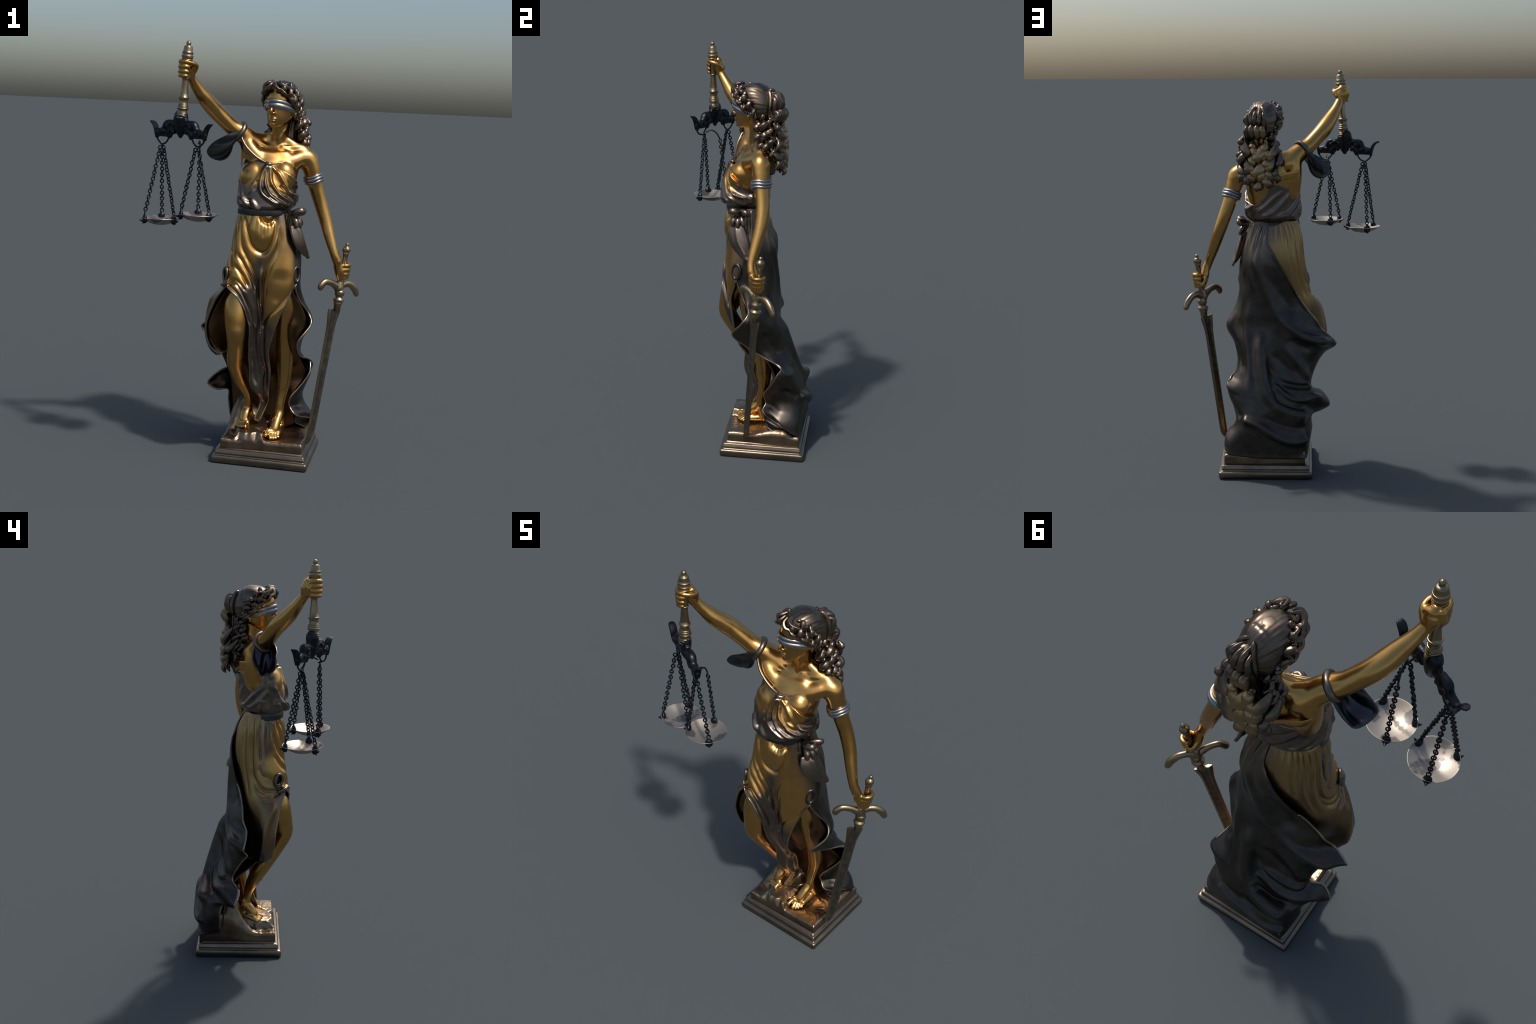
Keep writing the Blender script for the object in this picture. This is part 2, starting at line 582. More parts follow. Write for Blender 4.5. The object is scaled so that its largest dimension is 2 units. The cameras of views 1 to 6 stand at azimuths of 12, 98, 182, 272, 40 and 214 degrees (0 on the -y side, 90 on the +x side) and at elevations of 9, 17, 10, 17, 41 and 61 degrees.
hand_r, hand_l = [], []
for i, (z, r) in enumerate([(1.906, .0108), (1.885, .0113), (1.864, .0110), (1.845, .0098)]):
    hand_r.append(finger(STAFF_TOP, STAFF_BOT, z + .001, z - .003, .031 - .001 * i, .022, 130, 318 - 6 * i, r))
hand_r.append(tube([(-.266, -.208, 1.866), (-.252, -.226, 1.888), (-.253, -.254, 1.897), (-.270, -.277, 1.902)], [.013, .013, .0105, .0085], 24, 14))
hand_r.append(tube([(-.283, -.216, 1.850), (-.288, -.221, 1.880), (-.290, -.226, 1.905)], [.027, .031, .020], 20, 20, .85, up=(1, -.3, 0)))
hand_r.append(tube([(-.312, -.228, 1.900), (-.288, -.218, 1.900), (-.262, -.222, 1.890)], [.014, .016, .013], 16, 16))
hand_r.append(ellipsoid((-.264, -.232, 1.884), (.015, .016, .016)))
hand_r.append(tube([(-.308, -.222, 1.908), (-.316, -.226, 1.875), (-.310, -.226, 1.848)], [.012, .014, .011], 16, 16))
for i, (z, r) in enumerate([(.992, .0105), (.971, .0112), (.950, .0108), (.931, .0095)]):
    hand_l.append(finger(GRIP_TOP, GRIP_BOT, z - .004, z, .030 - .001 * i, .021, 265, 470 - 8 * i, r))
hand_l.append(tube([(.395, .070, 1.018), (.400, .076, .985), (.408, .078, .950), (.410, .082, .922)], [.021, .026, .025, .015], 24, 20, .8, up=(1, -1, 0)))
hand_l.append(tube([(.396, .074, 1.000), (.394, .094, .975), (.402, .115, .952), (.412, .124, .935)], [.013, .012, .0105, .008], 24, 14))


def foot(ankle, heel, ball_in, ball_out, toes, sole):
    """heel-to-ball wedge plus five toes; toes: list of (root, tip, radius)"""
    mid = (A(ball_in) + A(ball_out)) / 2
    ps = [tube([A(ankle) + A([0, .004, .012]), A(ankle) * .8 + mid * .2 + A([0, 0, .001]), (A(ankle) + mid) / 2 + A([0, 0, .004]), mid * .85 + A(ankle) * .15, mid], [.020, .0225, .0245, .0230, .0165], 30, 24),
          tube([A(ankle) + A([0, .002, -.01]), heel], [.022, .023], 12, 20),
          tube([heel, (A(heel) + A(ball_in)) / 2, ball_in], [.020, .016, .0165], 20, 18),
          tube([heel, (A(heel) + A(ball_out)) / 2, ball_out], [.020, .0175, .0145], 20, 18),
          tube([ball_in, mid, ball_out], [.0165, .016, .0135], 14, 16)]
    for a, b, r in toes:
        m = (A(a) + A(b)) / 2 + A([0, 0, .002])
        ps.append(tube([a, m, b], [r * 1.05, r * .92, r * .95], 14, 14))
    return ps


foot_r = foot((-.008, .072, .240), (-.006, .096, .186), (.000, .024, .176), (-.044, .030, .168),
              [((.000, .024, .176), (-.002, -.008, .164), .0105), ((-.014, .022, .172), (-.020, -.004, .160), .0078),
               ((-.025, .024, .170), (-.033, .001, .158), .0072), ((-.035, .026, .168), (-.044, .007, .158), .0068),
               ((-.044, .030, .167), (-.053, .015, .158), .0064)], .15)
foot_l = foot((.150, .086, .225), (.156, .108, .150), (.113, .004, .150), (.158, .024, .140),
              [((.113, .004, .150), (.107, -.031, .140), .0110), ((.126, .004, .146), (.130, -.028, .127), .0084),
               ((.137, .008, .144), (.144, -.022, .125), .0078), ((.147, .014, .142), (.156, -.012, .125), .0073),
               ((.157, .024, .139), (.166, .002, .127), .0068)], .115)

bust = [ellipsoid((-.004, -.050, 1.410), (.060, .054, .064)), ellipsoid((.130, -.026, 1.414), (.060, .058, .064)),
        tube([(-.045, .022, 1.540), (-.040, .028, 1.47), (-.030, .018, 1.40)], [.042, .048, .050], 24, 20),
        tube([(-.055, -.022, 1.560), (-.030, -.030, 1.520), (.01, -.032, 1.480)], [.034, .042, .040], 24, 20),
        tube([(.195, .045, 1.490), (.15, .010, 1.470), (.08, -.018, 1.462)], [.040, .042, .042], 24, 20),
        tube([(.0, -.022, 1.50), (.06, -.015, 1.488), (.13, .008, 1.496)], [.034, .036, .034], 24, 20),
        tube([(.205, .070, 1.520), (.15, .058, 1.548), (.095, .055, 1.585)], [.034, .030, .028], 20, 20),
        tube([(-.03, .012, 1.572), (.02, .040, 1.570), (.075, .055, 1.590)], [.036, .030, .028], 20, 20),
        tube([(.20, .055, 1.525), (.14, .018, 1.533), (.092, .006, 1.530)], [.010, .009, .007], 20, 12),
        tube([(-.03, -.020, 1.572), (.03, -.004, 1.546), (.074, .002, 1.532)], [.010, .009, .007], 20, 12)]

SKIN = {
    "torso": [loft(TORSO, 70, 64)] + bust, "neck": [limb(NECK)], "head": head_parts,
    "arm": [limb(ARM_R), limb(ARM_L)], "hand": hand_r + hand_l,
    "leg": [limb(LEG_R), limb(LEG_L)], "foot": foot_r + foot_l,
}
V, F = remesh(*join([p for g in SKIN.values() for p in g]), 0.0025, 9, 0.5)
wt = smoothstep(V[:, 2], 1.28, 1.34) * smoothstep(-V[:, 2], -1.615, -1.585) * smoothstep(V[:, 0], -.12, -.08) * smoothstep(-V[:, 0], -.27, -.235)
V = soften(V, F, wt, 45)
limbs = np.maximum(smoothstep(-V[:, 0], .06, .10) * smoothstep(-V[:, 2], -1.84, -1.82), smoothstep(V[:, 0], .235, .26) * smoothstep(V[:, 2], 1.03, 1.05))
limbs = np.maximum(limbs, smoothstep(V[:, 2], .25, .27) * smoothstep(-V[:, 2], -1.0, -.95))
limbs = np.maximum(limbs, .75 * smoothstep(V[:, 2], .150, .175) * smoothstep(-V[:, 2], -1.0, -.95) * smoothstep(V[:, 1], .0, .03))
V = soften(V, F, limbs, 12)
N = vnormals(V, F)
V = relief(V, N, [
    ([hp(.106, -.019, 1.6665), hp(.112, 0, 1.666), hp(.106, .019, 1.6665)], .0022, -.0035),
    ([(.195, .060, 1.535), (.14, .022, 1.541), (.095, .010, 1.538)], .010, .004),
    ([(.125, -.01, 1.60), (.100, -.005, 1.565), (.086, .006, 1.54)], .008, .003),
    ([(.128, .020, 1.64), (.105, .005, 1.585), (.088, .008, 1.545)], .007, .004),
], True)
N = vnormals(V, F)


def skin_region(C):
    x, y, z = C.T
    lab = np.full(len(C), "torso", dtype=object)
    neck = (np.hypot(x - .092, y - .038) < .075) & (z > 1.560) & (z < 1.7)
    lab[neck] = "neck"
    f = (x - HEAD_C[0]) * HF[0] + (y - HEAD_C[1]) * HF[1]
    lab[(z > 1.652 - .17 * np.clip(f + .03, 0, .2)) & (x > .0)] = "head"
    lab[(x < -.075) & (z > 1.3)] = "arm"
    lab[(x > .222) & (z > .9)] = "arm"
    lab[(x < -.2) & (z > 1.836)] = "hand"
    lab[(x > .3) & (z < 1.020)] = "hand"
    lab[(z < .95) & (x < .3)] = "leg"
    lab[(z < .235) & (x < .06)] = "foot"
    lab[(z < .225) & (x >= .06) & (x < .3)] = "foot"
    side = x < np.where(z > 1.2, .05, np.where(z > .3, .06, .06))
    return lab, side


def split(V, F, N, keyf, spec):
    """Separate faces by region; border vertices and normals stay those of the whole body."""
    C = A([V[list(f)].mean(0) for f in F])
    lab = keyf(C)
    for key, (name, mat) in spec.items():
        sel = [F[i] for i in np.where(lab == key)[0]]
        if not sel:
            continue
        used = np.unique(np.concatenate([A(f) for f in sel]))
        mp = {int(u): i for i, u in enumerate(used)}
        obj_from(name, V[used], [tuple(mp[int(i)] for i in f) for f in sel], mat, ROOT, normals=N[used])


def skin_key(C):
    lab, side = skin_region(C)
    return A([l + ("_r" if s and l in ("arm", "hand", "leg", "foot") else "_l" if l in ("arm", "hand", "leg", "foot") else "")
              for l, s in zip(lab, side)], dtype=object)


split(V, F, N, skin_key, {k: (k.split("_")[0], "gold") for k in
                          ("torso", "neck", "head", "arm_r", "arm_l", "hand_r", "hand_l", "leg_r", "leg_l", "foot_r", "foot_l")})

# ---------------- bodice
BOD = [(1.236, .048, -.022, .112, .078, 17), (1.256, .052, -.021, .128, .098, 17), (1.272, .056, -.020, .141, .113, 17),
       (1.295, .058, -.019, .142, .112, 17), (1.33, .057, -.016, .138, .108, 17), (1.365, .058, -.012, .137, .106, 17),
       (1.40, .060, -.002, .137, .102, 17), (1.44, .062, .010, .137, .098, 17), (1.48, .066, .022, .135, .088, 17),
       (1.51, .072, .036, .123, .071, 17), (1.535, .078, .044, .095, .05, 17)]
V, F = remesh(*join([loft(BOD, 60, 72), ellipsoid((-.004, -.052, 1.392), (.068, .060, .078)),
                     ellipsoid((.130, -.030, 1.398), (.068, .062, .074))]), 0.0032, 22, 0.5)
N = vnormals(V, F)
TOPLINE = A([(-.052, -.065, 1.535), (-.018, -.076, 1.508), (.025, -.078, 1.480), (.071, -.071, 1.463), (.11, -.08, 1.452),
             (.15, -.075, 1.432), (.18, -.05, 1.40), (.2, 0, 1.365), (.195, .05, 1.345), (.16, .1, 1.340), (.125, .115, 1.352),
             (.095, .12, 1.395), (.06, .12, 1.435), (.02, .11, 1.44), (-.02, .09, 1.425), (-.06, .04, 1.405), (-.075, 0, 1.395),
             (-.078, -.03, 1.43)])
ang = np.arctan2(TOPLINE[:, 1], TOPLINE[:, 0] - .06)
o = np.argsort(ang)
ztop = np.interp(np.arctan2(V[:, 1], V[:, 0] - .06), ang[o], TOPLINE[o, 2], period=2 * np.pi)
K = A([.071, -.074, 1.462])
V = relief(V, N, [
    ([K, (.045, -.10, 1.43), (.02, -.125, 1.385), (.0, -.125, 1.34), (-.03, -.12, 1.30)], .010, .005),
    ([K, (.055, -.10, 1.43), (.045, -.125, 1.38), (.055, -.13, 1.33), (.10, -.125, 1.295), (.145, -.105, 1.275)], .0085, .016, .12),
    ([K, (.068, -.10, 1.43), (.068, -.125, 1.38), (.085, -.12, 1.33), (.13, -.11, 1.295), (.17, -.08, 1.275)], .0075, .012, .15),
    ([K, (.085, -.10, 1.435), (.095, -.12, 1.39), (.115, -.11, 1.345), (.15, -.09, 1.31), (.185, -.05, 1.285)], .008, .012, .15),
    ([K, (.105, -.095, 1.44), (.135, -.10, 1.41), (.155, -.085, 1.37), (.175, -.06, 1.33), (.195, -.01, 1.30)], .008, .013, .15),
    ([(.15, -.075, 1.43), (.18, -.05, 1.395), (.198, .0, 1.36), (.195, .05, 1.34)], .008, .007),
    ([(.12, -.10, 1.36), (.16, -.08, 1.335), (.19, -.03, 1.315), (.2, .03, 1.305)], .009, .010),
    ([(-.06, -.08, 1.33), (-.03, -.11, 1.29), (.02, -.12, 1.272), (.08, -.12, 1.268), (.14, -.10, 1.268)], .012, .010, .15),
    ([(-.07, -.06, 1.40), (-.06, -.09, 1.36), (-.045, -.105, 1.32), (-.02, -.115, 1.29)], .010, .009),
    ([(-.06, -.03, 1.40), (-.075, -.0, 1.37), (-.07, .05, 1.33), (-.03, .09, 1.29), (.05, .10, 1.28)], .011, .009),
    ([(-.06, -.05, 1.37), (-.085, .0, 1.32), (-.08, .05, 1.29), (-.03, .085, 1.27)], .010, .008),
    ([(-.02, .09, 1.42), (.05, .11, 1.37), (.11, .10, 1.32), (.17, .07, 1.29)], .012, .008),
    ([(-.05, .06, 1.41), (.0, .10, 1.35), (.06, .105, 1.30), (.12, .09, 1.275)], .012, .008),
    ([(.08, .115, 1.40), (.13, .10, 1.35), (.18, .06, 1.32), (.2, .02, 1.31)], .012, .008),
    ([(-.065, -.075, 1.315), (-.052, -.095, 1.285), (-.040, -.10, 1.262)], .011, .011), ([(-.035, -.105, 1.31), (-.015, -.115, 1.28), (.0, -.118, 1.262)], .010, .010),
    ([(.0, -.115, 1.30), (.03, -.122, 1.275), (.055, -.12, 1.26)], .010, .011), ([(-.045, -.11, 1.30), (-.03, -.11, 1.27)], .006, -.008), ([(-.01, -.118, 1.30), (.012, -.12, 1.268)], .006, -.008),
    ([(-.085, -.02, 1.33), (-.08, .0, 1.27)], .012, .008), ([(.195, .03, 1.33), (.19, .03, 1.275)], .012, .008),
    ([(.03, -.13, 1.40), (.02, -.13, 1.33)], .012, -.006), ([(.06, -.125, 1.36), (.09, -.12, 1.31)], .006, -.007),
    ([(.09, -.12, 1.37), (.13, -.10, 1.315)], .006, -.007), ([(.13, -.10, 1.37), (.17, -.06, 1.31)], .007, -.008),
])
N = vnormals(V, F)
drop = smoothstep(V[:, 2], ztop - .003, ztop + .004)
V = V - N * (drop * .024)[:, None]
part("bodice", (V, F), "bodice")
NECKLINE = [(-.080, -.040, 1.612), (-.068, -.060, 1.575), (-.045, -.074, 1.54), (-.012, -.080, 1.508), (.03, -.080, 1.479), (.073, -.074, 1.464),
            (.12, -.052, 1.468), (.165, -.012, 1.489), (.196, .028, 1.517), (.207, .058, 1.538), (.190, .085, 1.548)]
part("neckline_trim", tube(NECKLINE, [.006, .007, .007, .007, .0065, .006, .0055, .0055, .0055, .005, .004], 90, 14, .8), "edge")
part("bodice_knot", tube([(.060, -.083, 1.466), (.073, -.088, 1.462), (.085, -.082, 1.462)], [.007, .010, .007], 16, 14), "edge")
part("back_strap", tube([(-.080, .020, 1.500), (-.074, .052, 1.494), (-.040, .086, 1.487), (.01, .102, 1.478), (.06, .115, 1.45)],
                        [.016, .019, .019, .018, .015], 40, 16, .18, up=(0, .1, 1)), "gold")
BELT = [(1.222, .046, -.024, .119, .086, 17), (1.2225, .046, -.024, .124, .091, 17), (1.232, .047, -.024, .1245, .0915, 17),
        (1.242, .047, -.024, .124, .091, 17), (1.252, .048, -.023, .123, .090, 17), (1.262, .048, -.023, .119, .086, 17)]
part("belt", loft(BELT, 30, 90), "sleeve")

# ---------------- skirt: front apron, gold side panel, dark train
AP = [
    None,
    [(-.066, .01, 1.236), (-.060, -.045, 1.236), (-.036, -.085, 1.236), (.01, -.103, 1.236), (.06, -.102, 1.236), (.11, -.085, 1.236), (.155, -.045, 1.236), (.170, .02, 1.236)],
    [(-.087, .0, 1.16), (-.079, -.055, 1.16), (-.044, -.098, 1.16), (.005, -.115, 1.16), (.06, -.110, 1.16), (.12, -.092, 1.16), (.172, -.046, 1.16), (.187, .03, 1.16)],
    [(-.100, .0, 1.05), (-.092, -.06, 1.05), (-.054, -.107, 1.05), (.0, -.114, 1.05), (.06, -.100, 1.05), (.128, -.092, 1.05), (.195, -.050, 1.05), (.220, .03, 1.05)],
    [(-.114, -.02, .95), (-.108, -.078, .95), (-.066, -.122, .95), (-.005, -.122, .95), (.057, -.098, .95), (.124, -.098, .95), (.203, -.060, .95), (.228, .018, .95)],
    [(-.098, -.126, .888), (-.06, -.143, .885), (-.02, -.140, .88), (.022, -.116, .875), (.062, -.088, .87), (.122, -.098, .87), (.186, -.076, .875), (.217, -.040, .888)],
    [(-.010, -.150, .812), (.008, -.138, .80), (.030, -.118, .79), (.05, -.091, .785), (.063, -.074, .78), (.09, -.086, .78), (.132, -.090, .785), (.178, -.066, .80)],
    [(.023, -.130, .71), (.032, -.120, .70), (.042, -.103, .70), (.052, -.084, .70), (.063, -.067, .70), (.082, -.071, .705), (.112, -.078, .705), (.145, -.066, .715)],
    [(.018, -.092, .60), (.029, -.088, .595), (.041, -.074, .59), (.051, -.055, .585), (.06, -.040, .585), (.08, -.046, .585), (.097, -.060, .585), (.107, -.055, .585)],
    [(.013, -.052, .52), (.029, -.052, .518), (.045, -.040, .515), (.056, -.022, .51), (.065, -.008, .51), (.082, -.012, .51), (.097, -.030, .512), (.106, -.028, .515)],
    [(.012, -.016, .45), (.03, -.018, .45), (.05, -.008, .445), (.062, .010, .44), (.07, .030, .44), (.085, .034, .44), (.097, .020, .445), (.104, .020, .45)],
    [(.018, -.010, .374), (.036, -.012, .360), (.058, .002, .340), (.070, .022, .325), (.076, .042, .32), (.083, .052, .32), (.089, .056, .325), (.093, .056, .33)],
    [(.060, .040, .292), (.066, .044, .285), (.071, .050, .280), (.076, .056, .276), (.080, .063, .275), (.083, .068, .275), (.086, .072, .275), (.089, .075, .276)],
    [(.038, .012, .198), (.041, .016, .195), (.044, .020, .192), (.047, .024, .19), (.050, .027, .188), (.053, .029, .186), (.056, .032, .185), (.058, .034, .185)],
]
KN = (-.095, -.132, .89)
AP_FOLDS = [
    # U-shaped swag under the belt, and the small pouch above it
    ([(-.03, -.09, 1.228), (-.012, -.11, 1.16), (.006, -.126, 1.10), (.03, -.118, 1.065), (.064, -.104, 1.047), (.09, -.10, 1.065), (.108, -.09, 1.11), (.122, -.088, 1.17), (.125, -.08, 1.225)], .010, .014, .08),
    ([(.03, -.115, 1.19), (.05, -.105, 1.12), (.085, -.10, 1.12), (.10, -.10, 1.17)], .022, -.006, .3),
    ([(.052, -.105, 1.232), (.062, -.115, 1.205), (.090, -.112, 1.189), (.112, -.095, 1.205), (.116, -.085, 1.230)], .013, .018, .1),
    ([(-.05, -.08, 1.228), (-.045, -.10, 1.15), (-.035, -.113, 1.08), (-.01, -.117, 1.03), (.016, -.113, .985), (.041, -.109, .93), (.054, -.098, .862), (.058, -.085, .78)], .009, .013, .1),
    ([(-.07, -.05, 1.22), (-.078, -.085, 1.12), (-.065, -.11, 1.05), (-.026, -.13, 1.004), (-.004, -.12, .964), (.024, -.112, .914), (.04, -.10, .85)], .009, .013, .12),
    ([(-.085, -.07, 1.06), (-.075, -.11, .995), (-.04, -.128, .96), (-.01, -.13, .92), (.012, -.125, .875)], .009, .012, .15),
    # folds fanning from the hip tie to the centre line
    ([KN, (-.052, -.142, .900), (-.016, -.142, .858), (.014, -.136, .811), (.037, -.118, .754), (.044, -.095, .684)], .008, .010, .1),
    ([KN, (-.085, -.140, .888), (-.047, -.150, .862), (-.012, -.150, .818), (.012, -.142, .765), (.026, -.130, .70)], .007, .009, .05),
    ([KN, (-.055, -.142, .915), (-.022, -.142, .895), (.004, -.138, .86)], .008, .009, .15),
    # left thigh: gold panel edged by folds
    ([(.135, -.075, 1.20), (.130, -.080, 1.10), (.118, -.080, 1.046), (.096, -.088, .991), (.078, -.089, .931), (.070, -.083, .868), (.068, -.076, .78)], .009, .011, .12),
    ([(.150, -.07, 1.18), (.145, -.075, 1.10), (.128, -.085, 1.02), (.108, -.09, .95), (.092, -.088, .87), (.085, -.085, .80)], .008, .006, .2),
    ([(.213, -.045, .888), (.187, -.060, .840), (.152, -.075, .792), (.111, -.085, .75), (.086, -.075, .713), (.076, -.068, .68)], .0075, .012, .06),
    ([(.155, -.080, .98), (.140, -.085, .88), (.120, -.082, .80)], .04, .008, .3),
    # valleys of the hanging centre cloth
    ([(.064, -.10, .99), (.062, -.088, .85), (.062, -.072, .72)], .006, -.016, .2),
    ([(.062, -.07, .70), (.062, -.04, .585), (.068, .0, .50), (.074, .035, .40)], .012, -.014, .2),
    ([(.028, -.09, .60), (.030, -.05, .52), (.034, -.016, .44), (.044, -.006, .37)], .010, .007, .2),
]
for k in (2, 3, 4, 5):
    AP[k] = [(x, y - (.007 if 1 < q < 7 else .002), z) for q, (x, y, z) in enumerate(AP[k])]
V, F, G = sheet(net(tucked(AP), 190, 420), .007, AP_FOLDS, extra=pleats)
part("skirt_front", (V, F), "apron")
part("skirt_front_hem", join([tube(edge_run(G[:, 0], .89, .19), .0042, 160, 10), tube(edge_run(G[:, -1], .90, .19), .0046, 160, 10)]), "edge")

SD = [
    None,
    [(-.054, -.060, 1.236), (-.066, -.02, 1.236), (-.066, .01, 1.236), (-.054, .033, 1.236), (-.028, .050, 1.236), (.02, .062, 1.236), (.08, .064, 1.236)],
    [(-.072, -.070, 1.16), (-.086, -.02, 1.16), (-.086, .012, 1.16), (-.074, .045, 1.16), (-.045, .073, 1.16), (.0, .098, 1.16), (.09, .104, 1.16)],
    [(-.084, -.078, 1.05), (-.098, -.03, 1.05), (-.100, .006, 1.05), (-.090, .042, 1.05), (-.064, .078, 1.05), (-.02, .108, 1.05), (.07, .122, 1.05)],
    [(-.100, -.090, .95), (-.114, -.04, .95), (-.116, 0, .95), (-.104, .038, .95), (-.076, .070, .95), (-.04, .088, .95), (.06, .110, .95)],
    [(-.096, -.126, .888), (-.126, -.06, .885), (-.134, -.01, .885), (-.120, .030, .885), (-.088, .062, .885), (-.05, .078, .885), (.05, .10, .885)],
    [(-.150, -.104, .81), (-.174, -.065, .805), (-.175, -.025, .80), (-.152, .012, .80), (-.118, .046, .80), (-.07, .066, .80), (.03, .085, .80)],
    [(-.193, -.084, .705), (-.203, -.052, .70), (-.196, -.022, .70), (-.158, .004, .70), (-.125, .030, .70), (-.09, .060, .70), (.0, .080, .70)],
    [(-.200, -.076, .640), (-.209, -.045, .62), (-.194, -.016, .62), (-.145, .002, .62), (-.115, .024, .62), (-.09, .058, .62), (.0, .085, .62)],
    [(-.180, -.064, .568), (-.190, -.032, .55), (-.176, -.006, .55), (-.134, .010, .55), (-.108, .034, .55), (-.08, .068, .55), (.0, .095, .55)],
    [(-.135, -.048, .526), (-.163, -.024, .520), (-.158, -.002, .52), (-.126, .012, .52), (-.104, .036, .52), (-.08, .070, .52), (.0, .095, .52)],
]
SD_FOLDS = [
    ([(-.09, .03, 1.22), (-.12, .04, 1.05), (-.13, .03, .96), (-.14, -.01, .905), (-.13, -.06, .885), (-.105, -.11, .885)], .009, .010, .15),
    ([(-.128, .05, 1.0), (-.145, .03, .91), (-.150, -.02, .875), (-.135, -.07, .868), (-.108, -.115, .88)], .008, .010, .15),
    ([(-.165, -.01, .85), (-.155, -.06, .855), (-.12, -.10, .872)], .008, .008, .2),
    ([(-.07, -.05, 1.22), (-.105, -.06, 1.10), (-.11, -.08, 1.03), (-.10, -.11, .97)], .009, .008, .2),
    ([(-.055, .05, 1.22), (-.09, .09, 1.10), (-.11, .09, .97), (-.14, .08, .85)], .009, .007, .2),
    ([(-.02, .07, 1.22), (-.04, .12, 1.12), (-.06, .13, .98)], .008, .006, .2),
    ([(-.08, -.01, 1.22), (-.11, .0, 1.12), (-.125, -.01, 1.02)], .010, .006, .2),
    ([(-.12, -.02, 1.02), (-.12, -.06, .96)], .03, .006, .3),
    ([(-.15, -.08, .84), (-.19, -.05, .76), (-.205, -.03, .66), (-.19, -.02, .55)], .014, -.010, .2),
]
V, F, G = sheet(net(tucked(SD), 160, 260), .007, SD_FOLDS, flip=True, extra=pleats)
part("skirt_side", (V, F), "side")
part("skirt_side_hem", join([tube(edge_run(G[:, 0], .885, .0), .0045, 100, 10), tube(G[-1, 0:75:4], .0045, 60, 10)]), "edge")

